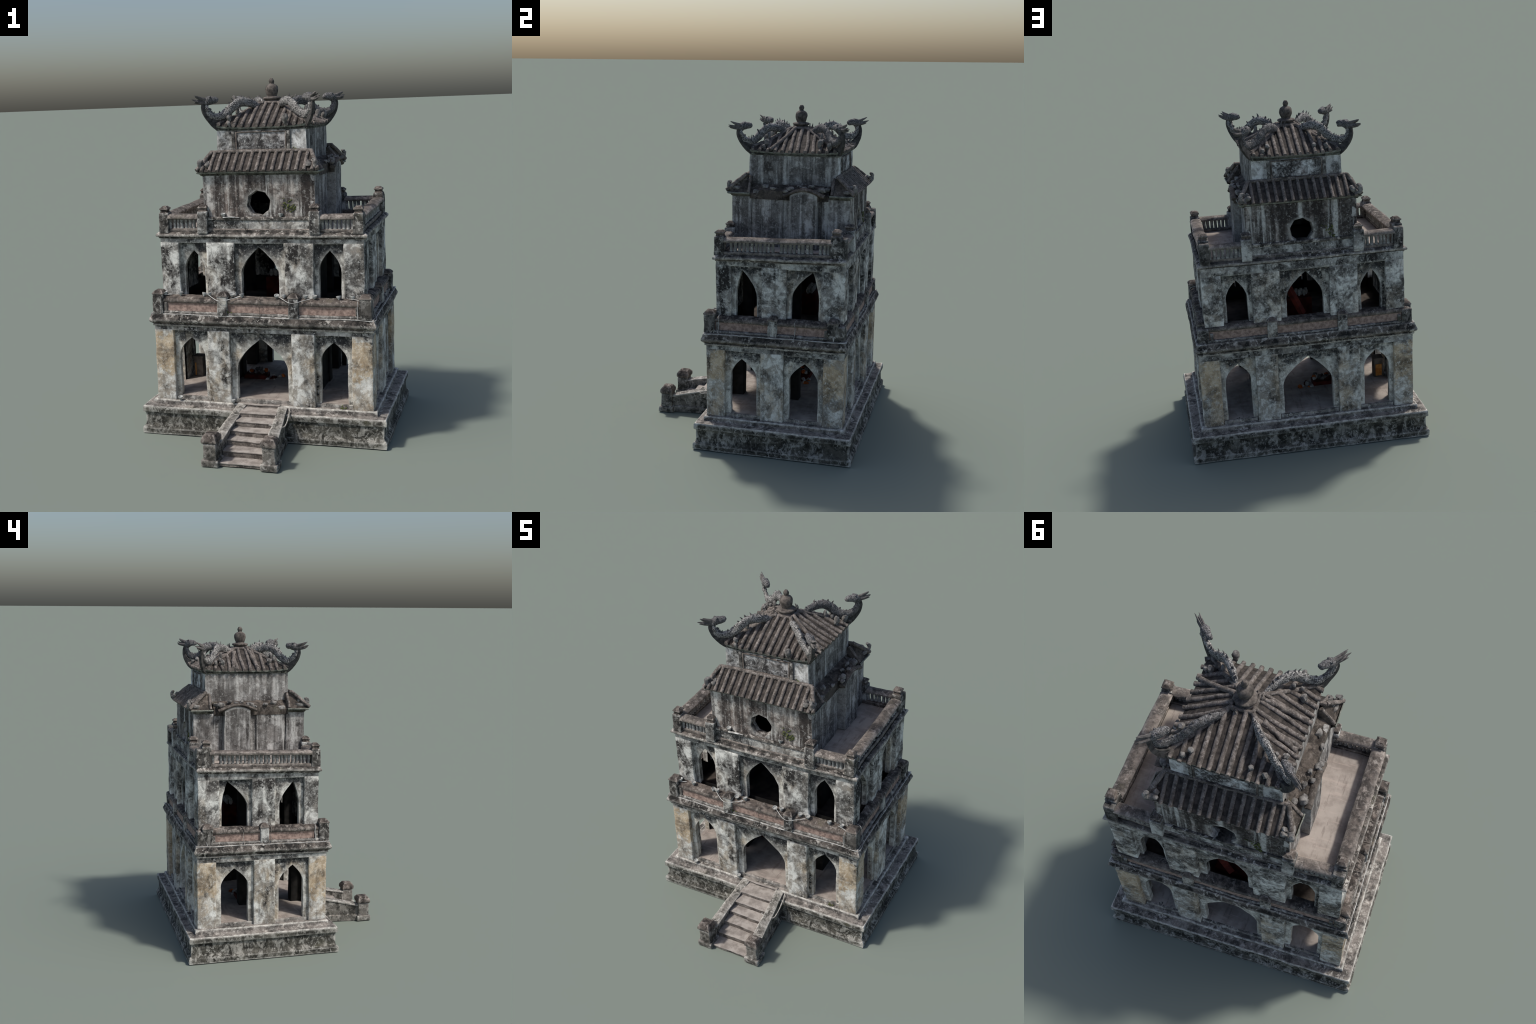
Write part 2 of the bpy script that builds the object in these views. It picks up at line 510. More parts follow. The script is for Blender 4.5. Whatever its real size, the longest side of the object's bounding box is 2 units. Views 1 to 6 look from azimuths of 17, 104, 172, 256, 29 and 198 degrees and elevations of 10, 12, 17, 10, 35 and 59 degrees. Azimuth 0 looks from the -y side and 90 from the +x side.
def tube(g, pts, rad, seg=10, mi=0, flat=1.0, up=None, caps=True):
    """Tube along pts; rad a number or list; flat squashes it along the side axis."""
    pts = [Vector(p) for p in pts]
    rad = rad if isinstance(rad, (list, tuple)) else [rad] * len(pts)
    verts, faces = [], []
    prev = None
    for i, p in enumerate(pts):
        t = (pts[min(i + 1, len(pts) - 1)] - pts[max(i - 1, 0)]).normalized()
        ref = Vector(up) if up else (Vector((0, 0, 1)) if abs(t.z) < 0.9 else Vector((1, 0, 0)))
        s = t.cross(ref)
        if s.length < 1e-6:
            s = prev or Vector((1, 0, 0))
        s.normalize()
        if prev and s.dot(prev) < 0:
            s = -s
        prev = s
        u = s.cross(t).normalized()
        for k in range(seg):
            a = 2 * math.pi * k / seg
            verts.append(p + s * math.cos(a) * rad[i] * flat + u * math.sin(a) * rad[i])
    for i in range(len(pts) - 1):
        for k in range(seg):
            faces.append((i * seg + k, i * seg + (k + 1) % seg, (i + 1) * seg + (k + 1) % seg, (i + 1) * seg + k))
    if caps:
        faces.append(tuple(range(seg))[::-1])
        faces.append(tuple((len(pts) - 1) * seg + k for k in range(seg)))
    g.add(verts, faces, mi)


def smooth_path(ctrl, n=60):
    """Catmull-Rom through control tuples of any length."""
    out = []
    m = len(ctrl) - 1
    for i in range(n + 1):
        t = i / n * m
        k = min(int(t), m - 1)
        t -= k
        P = [ctrl[max(k - 1, 0)], ctrl[k], ctrl[k + 1], ctrl[min(k + 2, m)]]
        out.append(tuple(0.5 * (2 * b + (c - a) * t + (2 * a - 5 * b + 4 * c - d) * t * t + (3 * b - a - 3 * c + d) * t ** 3)
                         for a, b, c, d in zip(*P)))
    return out


def lathe(g, prof, centre, seg=28, mi=0):
    verts, faces = [], []
    for r, z in prof:
        for k in range(seg):
            a = 2 * math.pi * k / seg
            verts.append((centre[0] + r * math.cos(a), centre[1] + r * math.sin(a), z))
    for i in range(len(prof) - 1):
        for k in range(seg):
            faces.append((i * seg + k, i * seg + (k + 1) % seg, (i + 1) * seg + (k + 1) % seg, (i + 1) * seg + k))
    faces.append(tuple(range(seg))[::-1])
    faces.append(tuple((len(prof) - 1) * seg + k for k in range(seg)))
    g.add(verts, faces, mi)


def pebble(g, c, size, seed, mi=0, sub=2):
    bm = bmesh.new()
    bmesh.ops.create_icosphere(bm, subdivisions=sub, radius=1.0)
    vs = []
    for v in bm.verts:
        d = v.co.normalized()
        k = 1 + 0.38 * noise.noise(d * 1.6 + Vector((seed * 3.3, seed, seed * 1.7))) + 0.15 * noise.noise(d * 4 + Vector((seed, 0, 0)))
        vs.append(Vector((d.x * size[0], d.y * size[1], d.z * size[2])) * k + Vector(c))
    bm.verts.index_update()
    fs = [tuple(v.index for v in f.verts) for f in bm.faces]
    bm.free()
    g.add(vs, fs, mi)


# ------------------------------------------------------------------ plinth
g = Geo()
P = [(0.700, 0.466, 0.0), (0.706, 0.472, 0.003), (0.707, 0.473, 0.034), (0.702, 0.468, 0.041), (0.693, 0.459, 0.048),
     (0.689, 0.456, 0.062), (0.689, 0.456, 0.110), (0.691, 0.458, 0.120), (0.692, 0.459, 0.124), (0.700, 0.466, 0.127), (0.702, 0.468, 0.133),
     (0.701, 0.467, 0.157), (0.697, 0.463, 0.163), (0.650, 0.424, 0.166), (0.648, 0.422, 0.168), (0.647, 0.421, 0.188),
     (0.642, 0.416, 0.193), (0.600, 0.375, 0.1945), (0.56, 0.335, 0.1945)]
names = [0] * 11 + [1] * 2 + [1] * 5
fp, fm = [P[0]], []
for i, (a, b) in enumerate(zip(P, P[1:])):
    seg = fine([a, b], 0.01)
    fp += seg[1:]
    fm += [names[i]] * (len(seg) - 1)
ring_loft(g, fp, 0.014, mis=fm)
g.v = [Vector((v.x * 1.003, CY + (v.y - CY) * 1.003, v.z)) for v in g.v]
g.warp(0.0035)
for v in g.v:
    v.z = max(v.z, 0.0)
plinth = g.make("plinth", ["plinth", "plinth_top"])

g = Geo()
ring_loft(g, [(0.60, 0.38, 0.190), (0.60, 0.38, 0.214)], 0.1, cap_top=True)
lower = g.make("lower_storey", "floor")
g = Geo()
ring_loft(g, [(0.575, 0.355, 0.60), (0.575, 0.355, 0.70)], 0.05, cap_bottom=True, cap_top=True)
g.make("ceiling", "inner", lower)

# ------------------------------------------------------------------ storeys
def mirror_bays(bays):
    return bays


def storey(parent, z0, z1, hx, hy, fbays, sbays, depth, recess, mats, corner_mat, yc=CY, proud=0.0):
    """fbays: list of (l, r, opening) on front/back; sbays the same on the sides, in y."""
    wf = hy - yc           # outward distance of the front plane: y = -wf
    zt = z1 + 0.004
    # corner piers
    xe, y0, y1 = fbays[-1][1], sbays[0][0], sbays[-1][1]
    for sx in (-1, 1):
        for lo, hi in ((yc - hy, y0), (y1, yc + hy)):
            g = Geo()
            x0, x1 = sorted((sx * xe, sx * hx))
            block(g, (x0, lo, z0 - 0.004), (x1, hi, zt), 0.004, 0.014)
            g.warp()
            g.make("pier", corner_mat, parent)
    # intermediate piers
    for side in ("front", "back"):
        for a, b in zip(fbays, fbays[1:]):
            g = Geo()
            F = frame(side, yc)
            p, q = F(a[1], z0 - 0.004, wf + (proud if side == "front" else 0)), F(b[0], zt, wf - depth)
            block(g, [min(p[k], q[k]) for k in range(3)], [max(p[k], q[k]) for k in range(3)], 0.004, 0.014)
            g.warp()
            g.make("pier", mats[0], parent)
        for l, r, op in fbays:
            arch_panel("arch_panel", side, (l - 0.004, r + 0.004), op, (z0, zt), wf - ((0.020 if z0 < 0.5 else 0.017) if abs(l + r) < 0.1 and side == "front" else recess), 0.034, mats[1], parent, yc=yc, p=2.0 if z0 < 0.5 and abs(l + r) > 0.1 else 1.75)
    for side in ("left", "right"):
        F = frame(side)
        for a, b in zip(sbays, sbays[1:]):
            g = Geo()
            p, q = F(a[1], z0 - 0.004, hx), F(b[0], zt, hx - depth)
            block(g, [min(p[k], q[k]) for k in range(3)], [max(p[k], q[k]) for k in range(3)], 0.004, 0.014)
            g.warp()
            g.make("pier", mats[0], parent)
        for l, r, op in sbays:
            arch_panel("arch_panel", side, (l - 0.004, r + 0.004), op, (z0, zt), hx - recess * 0.8, 0.034, mats[1], parent)


HX1, HY1 = 0.628, 0.4085
fb1 = [(-0.514, -0.308, (-0.489, -0.337, -0.412, 0.452, 0.557)),
       (-0.178, 0.178, (-0.146, 0.148, -0.003, 0.392, 0.564)),
       (0.308, 0.514, (0.336, 0.486, 0.411, 0.452, 0.559))]
sb1 = [(-0.098, 0.120, (-0.066, 0.091, 0.003, 0.450, 0.556)), (0.255, 0.490, (0.286, 0.457, 0.377, 0.450, 0.556))]
storey(lower, 0.194, 0.604, HX1, HY1, fb1, sb1, 0.060, 0.025, ("pier", "panel"), "corner", 0.1985, 0.005)
g = Geo()
ring_loft(g, fine([(0.56, 0.342, 0.604), (0.626, 0.408, 0.604), (0.627, 0.4075, 0.607), (0.627, 0.4075, 0.655)], 0.012), 0.014, centre=(0, 0.1985))
g.warp(0.003)
g.make("lintel_band", "band", lower)
# door sills between the piers
for side, bays, w in (("front", fb1, HY1 - CY), ("back", fb1, HY1 - CY), ("left", sb1, HX1), ("right", sb1, HX1)):
    F = frame(side)
    for l, r, op in bays:
        g = Geo()
        p, q = F(l + 0.004, 0.186, w - 0.016), F(r - 0.004, 0.2125, w - 0.072)
        block(g, [min(p[k], q[k]) for k in range(3)], [max(p[k], q[k]) for k in range(3)], 0.003, 0.016)
        g.warp(0.004)
        g.make("door_sill", "plinth_top", lower)

TILT = 0.026
# first cornice with its sloping top
first = Geo()
C1_Y = 0.1965
C1 = [(0.622, 0.404, 0.630), (0.634, 0.417, 0.631), (0.636, 0.419, 0.640), (0.632, 0.416, 0.643), (0.641, 0.426, 0.651), (0.647, 0.432, 0.656),
      (0.6505, 0.4355, 0.663), (0.650, 0.435, 0.673), (0.646, 0.431, 0.680), (0.639, 0.425, 0.696), (0.634, 0.420, 0.705), (0.58, 0.365, 0.707)]
C1 = [(a, b - 0.004, z) for a, b, z in C1]
ring_loft(first, fine(C1, 0.008), 0.013, centre=(0, C1_Y))
first.warp(0.0038, 0.013)
cornice1 = first.make("lower_cornice", "cornice")

# ------------------------------------------------------------------ parapet of the first cornice
PC = 0.1925                    # the parapet's own middle
g = Geo()
ring_loft(g, fine([(0.622, 0.411, 0.703), (0.622, 0.411, 0.714), (0.617, 0.407, 0.718), (0.605, 0.399, 0.720)], 0.008), 0.016, mi=0, centre=(0, PC))
g.warp(0.0035, 0.015)
parapet = g.make("parapet", ["stone"])
g = Geo()
ring_loft(g, fine([(0.607, 0.401, 0.716), (0.606, 0.400, 0.742), (0.607, 0.401, 0.770)], 0.01), 0.012, centre=(0, PC))
g.warp(0.0035, 0.015)
g.make("pink_panel", "clay", parapet)
g = Geo()
ring_loft(g, fine([(0.602, 0.396, 0.766), (0.611, 0.404, 0.767), (0.616, 0.409, 0.771), (0.6175, 0.4105, 0.775), (0.6175, 0.4105, 0.784), (0.614, 0.407, 0.790),
                   (0.608, 0.401, 0.794), (0.594, 0.386, 0.800), (0.565, 0.35, 0.803)], 0.008), 0.014, centre=(0, PC))
g.warp(0.004, 0.015)
g.make("coping", "rail", parapet)


def post(name, x, y, z0, ztop, half, mat, parent, cap=0.026, capmat="rail", tilt=0.0, reach=0.0):
    g = Geo()
    if capmat == "stepped":
        capmat = "rail"
        zc = ztop - 0.037
        block(g, (x - half, y - half, z0), (x + half, y + half, zc), 0.004, 0.012)
        k = half / 0.029
        prof = [(0.0275, zc - 0.004), (0.0225, zc + 0.003), (0.0205, zc + 0.006), (0.0205, zc + 0.013), (0.0225, zc + 0.016), (0.0255, zc + 0.0185), (0.0260, zc + 0.0235),
                (0.0245, zc + 0.026), (0.0195, zc + 0.030), (0.0150, zc + 0.034), (0.0125, zc + 0.0365), (0.004, zc + 0.037)]
        ring_loft(g, [(a * k, a * k, z) for a, z in prof], 0.006, mi=1, centre=(x, y), cap_top=True)
    else:
        zc = ztop - cap
        block(g, (x - half, y - half, z0), (x + half, y + half, zc + 0.001), 0.004, 0.012)
        prof = [(half - 0.003, zc - 0.002), (half + 0.002, zc + 0.001), (half + 0.003, zc + cap * 0.2), (half + 0.0005, zc + cap * 0.38), (half - 0.005, zc + cap * 0.62),
                (half - 0.010, zc + cap * 0.82), (half - 0.018, zc + cap * 0.97), (half * 0.2, zc + cap)]
        ring_loft(g, [(a, a, z) for a, z in prof], 0.007, mi=1, centre=(x, y), cap_top=True)
    if reach:       # rear corner posts run back to the wall face with a low shoulder
        block(g, (x - half + 0.001, y + half - 0.006, z0), (x + half - 0.001, reach, zc - 0.012), 0.008, 0.012)
    g.warp(0.0035, tilt)
    return g.make(name, [mat, capmat], parent)


for sx in (-1, 1):
    for y in (-0.193, 0.540):
        post("parapet_post", sx * 0.594, y, 0.699, 0.838, 0.032, "stone", parapet, reach=0.606 if y > 0 else 0)
    y2 = (0.186,)
    for y in y2:
        post("parapet_post", sx * 0.598, y, 0.699, 0.830, 0.027, "band", parapet)
for y in (-0.198, 0.584):
    for x in (-0.208, 0.200):
        post("parapet_post", x, y, 0.699, 0.834, 0.028, "band" , parapet)
# slim pilaster strips next to the corner posts
for sx in (-1, 1):
    for y in (-0.205, 0.592):
        g = Geo()
        block(g, (sx * 0.548 - 0.009, y - 0.011, 0.710), (sx * 0.548 + 0.009, y + 0.011, 0.768), 0.002, 0.015)
        g.warp()
        g.make("pilaster_strip", "stone", parapet)
    for y in (-0.145, 0.500):
        g = Geo()
        block(g, (sx * 0.603 - 0.011, y - 0.009, 0.710), (sx * 0.603 + 0.011, y + 0.009, 0.768), 0.002, 0.015)
        g.warp()
        g.make("pilaster_strip", "stone", parapet)

# ------------------------------------------------------------------ upper storey
g = Geo()
ring_loft(g, [(0.56, 0.345, 0.69), (0.56, 0.345, 0.703)], 0.1, cap_top=True)
upper = g.make("upper_storey", "inner_floor")
g = Geo()
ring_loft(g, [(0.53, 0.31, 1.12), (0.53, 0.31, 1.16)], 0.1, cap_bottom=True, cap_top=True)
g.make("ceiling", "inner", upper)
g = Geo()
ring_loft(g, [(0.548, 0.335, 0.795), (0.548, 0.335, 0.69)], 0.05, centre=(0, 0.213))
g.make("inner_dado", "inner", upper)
HX2, HY2, Y2 = 0.582, 0.377, 0.2145
fb2 = [(-0.474, -0.307, (-0.449, -0.331, -0.391, 0.955, 1.056)),
       (-0.143, 0.143, (-0.111, 0.105, -0.006, 0.925, 1.077)),
       (0.305, 0.472, (0.329, 0.451, 0.390, 0.955, 1.062))]
sb2 = [(-0.073, 0.110, (-0.047, 0.078, -0.010, 0.925, 1.076)), (0.257, 0.459, (0.281, 0.443, 0.406, 0.930, 1.088))]
storey(upper, 0.788, 1.100, HX2, HY2, fb2, sb2, 0.060, 0.026, ("pier2", "panel2"), "pier2", Y2, 0.003)
g = Geo()
ring_loft(g, fine([(0.51, 0.306, 1.100), (0.579, 0.374, 1.100), (0.581, 0.376, 1.103), (0.581, 0.376, 1.152)], 0.012), 0.014, centre=(0, Y2))
g.warp(0.003)
g.make("lintel_band", "band", upper)
g = Geo()
C2 = [(0.575, 0.356, 1.124), (0.587, 0.366, 1.126), (0.589, 0.368, 1.131), (0.590, 0.369, 1.134), (0.599, 0.378, 1.137), (0.602, 0.381, 1.142), (0.601, 0.380, 1.151),
      (0.594, 0.373, 1.157), (0.589, 0.369, 1.161), (0.580, 0.360, 1.163)]
C2 = [(a, b + 0.008, z) for a, b, z in C2]
ring_loft(g, fine(C2, 0.007), 0.013, centre=(0, 0.2095))
g.warp(0.0038, TILT)
cornice2 = g.make("upper_cornice", "cornice")

# ------------------------------------------------------------------ terrace and balustrade
BC = 0.2095                    # middle of the balustrade
g = Geo()
ring_loft(g, [(0.56, 0.355, 1.15), (0.56, 0.355, 1.170)], 0.2, cap_top=True, centre=(0, BC))
g.warp(0.0, TILT * 0.5)
terrace = g.make("terrace", "floor")
g = Geo()
ring_loft(g, fine([(0.573, 0.363, 1.158), (0.576, 0.367, 1.163), (0.576, 0.367, 1.178), (0.572, 0.363, 1.182), (0.540, 0.330, 1.183), (0.536, 0.328, 1.179), (0.536, 0.328, 1.15)], 0.008), 0.014, centre=(0, BC))
g.warp(0.0038, TILT)
bal = g.make("balustrade", "rail")
PX, PY = 0.553, 0.359       # centre line half sizes
for sx in (-1, 1):
    post("corner_post", sx * PX, -0.147, 1.158, 1.308, 0.029, "stone", bal, capmat="stepped", tilt=TILT)
    post("corner_post", sx * PX, 0.536, 1.150, 1.327, 0.029, "stone", bal, capmat="stepped", tilt=TILT, reach=0.598)
    for y in (BC - 0.364, BC + 0.360):
        post("inner_post", sx * 0.318, y, 1.156, 1.318, 0.0295, "band", bal, capmat="stepped", tilt=TILT)


def hand_rail(p, q, parent, wide=1.5):
    p, q = Vector(p), Vector(q)
    g = Geo()
    n = max(6, int((q - p).length / 0.02))
    d = (q - p).normalized()
    s = Vector((-d.y, d.x, 0))
    sec = [(-0.019, 0.0), (-0.020, 0.010), (-0.016, 0.019), (-0.008, 0.024), (0.008, 0.024), (0.016, 0.019), (0.020, 0.010), (0.019, 0.0), (0.012, -0.004), (-0.012, -0.004)]
    verts, faces = [], []
    for i in range(n + 1):
        c = p + (q - p) * i / n
        verts += [c + s * a * wide + Vector((0, 0, b)) for a, b in sec]
    m = len(sec)
    for i in range(n):
        faces += [(i * m + k, i * m + (k + 1) % m, (i + 1) * m + (k + 1) % m, (i + 1) * m + k) for k in range(m)]
    faces += [tuple(range(m))[::-1], tuple(n * m + k for k in range(m))]
    g.add(verts, faces)
    g.warp(0.0038, TILT)
    g.make("hand_rail", "rail", parent)


g = Geo()
lathe(g, [(0.0095, 0.0), (0.0098, 0.006), (0.0086, 0.010), (0.0082, 0.03), (0.0088, 0.050), (0.0098, 0.055), (0.0098, 0.064)], (0, 0), 10)
proto = g.make("baluster", "baluster", bal, angle=60)
first_used = False


def baluster(x, y):
    global first_used
    if not first_used:
        o = proto
        first_used = True
    else:
        o = proto.copy()
        bpy.context.scene.collection.objects.link(o)
        o.parent = bal
    o.location = (x + rnd.uniform(-0.002, 0.002), y + rnd.uniform(-0.002, 0.002), 1.180 + TILT * (y + 0.15))
    o.rotation_euler = (rnd.uniform(-0.05, 0.05), rnd.uniform(-0.05, 0.05), rnd.uniform(0, 3))
    k = rnd.uniform(1.0, 1.25)
    o.scale = (k, k, 1)


for sy in (-1, 1):
    y = BC + sy * PY
    for sx in (-1, 1):
        hand_rail((sx * 0.340, y, 1.238), (sx * 0.530, y, 1.240), bal)
        n = 8
        for i in range(n):
            baluster(sx * (0.354 + 0.168 * i / (n - 1)), y)
for sx in (-1, 1):
    hand_rail((sx * PX, BC - 0.33, 1.240), (sx * PX, BC + 0.31, 1.240), bal, 1.75)
    n = 25
    for i in range(n):
        if rnd.random() < 0.12:
            continue
        baluster(sx * PX, -0.105 + 0.60 * i / (n - 1))

# ------------------------------------------------------------------ shrine
g = Geo()
SX, SY = 0.317, 0.3575
WIN = (0.0, 1.321, 0.063, 0.067)


def pierced_wall(F, half, z0, z1, win, thick):
    cx, cz, rx, rz = win
    n, m = 64, 7
    verts, faces = [], []
    for k in range(n):
        a = 2 * math.pi * (k + 0.5) / n
        dx, dz = math.cos(a), math.sin(a)
        # point on the rectangle in that direction
        tx = (half - cx) / dx if dx > 0 else (-half - cx) / dx
        tz = (z1 - cz) / dz if dz > 0 else (z0 - cz) / dz
        t = min(tx, tz)
        ox, oz = cx + dx * t, cz + dz * t
        row = []
        facet = 1.03 * math.cos(math.pi / 8) / math.cos((a - 0.2) % (math.pi / 4) - math.pi / 8) * (1 + 0.025 * noise.noise(Vector((dx * 1.3, dz * 1.3, 3))))
        for j in range(m + 1):
            s = (j / m)
            ex, ez = cx + dx * (rx + 0.005) * facet, cz + dz * (rz + 0.005) * facet
            row.append(F(ox + (ex - ox) * s, oz + (ez - oz) * s, 0.0))
        row.append(F(cx + dx * rx * facet, cz + dz * rz * facet, -0.012))
        row.append(F(cx + dx * rx * facet, cz + dz * rz * facet, -thick))
        verts += row
    r = m + 3
    for k in range(n):
        k2 = (k + 1) % n
        for j in range(r - 1):
            faces.append((k * r + j, k * r + j + 1, k2 * r + j + 1, k2 * r + j))
    return verts, faces


SC = 0.2125                    # middle of the shrine
for sgn in (-1, 1):
    yw = SC + sgn * SY
    v, f = pierced_wall(lambda u, z, w: Vector((u, yw + sgn * w, z)), SX, 1.17, 1.482, WIN, 0.05)
    g.add(v, f)
    # lining coloured near-black for the unlit room behind the wall, pierced by the same window
    yl = SC + sgn * (SY - 0.05)
    v, f = pierced_wall(lambda u, z, w: Vector((u, yl + sgn * w * 0.2, z)), SX - 0.045, 1.17, 1.482, WIN, 0.01)
    g.add(v, f, 2)
# side walls as plain slabs
for sx in (-1, 1):
    for a, b, k in ((SX - 0.009, SX - 0.045, 1), (SX - 0.046, SX - 0.052, 2)):
        block(g, (min(sx * a, sx * b), SC - SY + 0.0005, 1.16), (max(sx * a, sx * b), SC + SY - 0.0005, 1.482), 0.003, 0.014, k)
block(g, (-0.28, SC - 0.30, 1.160), (0.28, SC + 0.30, 1.176), 0.001, 0.1, 2)
g.warp(0.003)
shrine = g.make("shrine", ["shrine", "attic_side", "inner"])
# front and back walls need square corners: thin slabs behind the polar grid
for sgn in (-1, 1):
    g = Geo()
    for sx in (-1, 1):
        x0, x1 = sorted((sx * 0.20, sx * (SX - 0.001)))
        ya, yb = sorted((SC + sgn * (SY - 0.0012), SC + sgn * (SY - 0.045)))
        block(g, (x0, ya, 1.17), (x1, yb, 1.482), 0.003, 0.016)
    g.warp(0.003)
    g.make("corner_wall", "shrine", shrine)
    # ledge and band under the round window
    g = Geo()
    for lo, d, z0, z1, r, k in ((0.30, 0.362, 1.150, 1.230, 0.003, 0), (0.30, 0.369, 1.228, 1.247, 0.005, 1), (0.30, 0.368, 1.150, 1.178, 0.004, 1)):
        y0, y1 = sorted((BC + sgn * lo, BC + sgn * d))
        block(g, (-0.292, y0, z0), (0.292, y1, z1), r, 0.014, k)
    g.warp(0.004, TILT)
    g.make("shrine_ledge", ["band", "cornice"], shrine)

# side pilaster blocks, arched stele and ledge
for sx in (-1, 1):
    def bx(a, b):
        return min(sx * a, sx * b), max(sx * a, sx * b)
    g = Geo()
    a, b = bx(0.29, 0.3185)
    block(g, (a, -0.018, 1.16), (b, 0.167, 1.512), 0.004, 0.014)
    block(g, (a, -0.1448, 1.16), (b, -0.026, 1.4725), 0.003, 0.014)
    block(g, (a, 0.402, 1.16), (b, 0.5698, 1.4725), 0.003, 0.014)
    g.warp(0.004)
    g.make("wall_block", "attic_side", shrine)
    # arched stele
    g = Geo()
    F = frame("right" if sx > 0 else "left")
    yl, yr = 0.216, 0.380
    n = 16
    top = [(yl + (yr - yl) * i / n, 1.492 + 0.026 * math.sin(math.pi * i / n) ** 0.8) for i in range(n + 1)]
    rows = []
    zs = [1.18 + i * 0.012 for i in range(26)]
    verts, faces = [], []
    for w in (0.358, 0.29):
        for (y, zt) in top:
            for i in range(22):
                verts.append(F(y, 1.18 + (zt - 1.18) * i / 21, w))
    def vid(s, k, i):
        return (s * (n + 1) + k) * 22 + i
    for s in (0, 1):
        for k in range(n):
            for i in range(21):
                faces.append((vid(s, k, i), vid(s, k + 1, i), vid(s, k + 1, i + 1), vid(s, k, i + 1)))
    for i in range(21):
        for k in (0, n):
            faces.append((vid(0, k, i), vid(0, k, i + 1), vid(1, k, i + 1), vid(1, k, i)))
    for k in range(n):
        faces.append((vid(0, k, 21), vid(0, k + 1, 21), vid(1, k + 1, 21), vid(1, k, 21)))
    g.add(verts, faces)
    g.warp(0.003)
    g.make("stele", "attic_side", shrine)
    # hood mould over the stele
    g = Geo()
    path = [F(0.175 + 0.245 * i / 30, 1.492 + 0.036 * math.sin(math.pi * i / 30) ** 1.25, 0.350) for i in range(31)]
    tube(g, path, 0.011, 10, flat=1.6, up=(0, 0, 1))
    g.warp(0.005)
    g.make("hood_mould", "ledge", shrine)
    # sloping overgrown ledge
    g = Geo()
    ny, nx = 40, 6
    verts, faces = [], []
    for j in range(ny + 1):
        y = -0.035 + 0.475 * j / ny
        edge = 0.322 if -0.03 < y < 0.212 else (0.352 if 0.212 <= y < 0.39 else 0.322)
        ze = 1.513 if 0.02 < y < 0.40 else 1.492
        for i in range(nx + 1):
            t = i / nx
            z = ze + (1.545 - ze) * t + 0.006 * noise.noise(Vector((y * 30, t * 3, sx * 4)))
            verts.append(F(y, z, edge + (0.252 - edge) * t))
        verts.append(F(y, 1.46, edge))
    r = nx + 2
    for j in range(ny):
        for i in range(nx):
            faces.append((j * r + i, j * r + i + 1, (j + 1) * r + i + 1, (j + 1) * r + i))
        faces.append((j * r, (j + 1) * r, (j + 1) * r + nx + 1, j * r + nx + 1))
    g.add(verts, faces)
    g.warp(0.004)
    g.make("overgrown_ledge", "ledge", shrine)
    # rubble lying on the ledge
    for k, (y, up, w, s) in enumerate([(0.40, 0.024, 0.325, 0.020), (0.335, 0.048, 0.31, 0.012), (0.300, 0.036, 0.335, 0.013), (0.262, 0.044, 0.31, 0.011), (0.215, 0.026, 0.338, 0.017),
                                       (0.190, 0.008, 0.345, 0.014), (0.11, 0.024, 0.325, 0.012), (0.42, 0.02, 0.29, 0.015), (0.05, 0.03, 0.29, 0.016)]):
        g = Geo()
        pebble(g, F(y, 1.508 + up * 0.8, w), (s, s * 1.3, s * 0.85), k + 3 * sx + 10)
        for e in range(3):
            pebble(g, F(y + rnd.uniform(-1.3, 1.3) * s, 1.506 + up * 0.7 + rnd.uniform(-0.3, 0.5) * s, w + rnd.uniform(-1, 0.6) * s), [s * rnd.uniform(0.35, 0.7) for _ in range(3)], k * 7 + e + sx)
        g.v = [v + noise.noise_vector(v * 70) * 0.004 for v in g.v]
        g.make("rubble_stone", "rock", shrine)

# ------------------------------------------------------------------ skirt roofs over the shrine, front and back
def rib(g, p, q, r, sag=0.0, seg=9, lump=0.0012):
    n = max(5, int((Vector(q) - Vector(p)).length / 0.012))
    pts, rad = [], []
    for i in range(n + 1):
        t = i / n
        c = Vector(p).lerp(Vector(q), t)
        c.z -= sag * math.sin(math.pi * t)
        c += noise.noise_vector(c * 25) * lump
        pts.append(c)
        rad.append(r * (1 + 0.10 * noise.noise(c * 45)))
    tube(g, pts, rad, seg, up=(0, 0, 1))


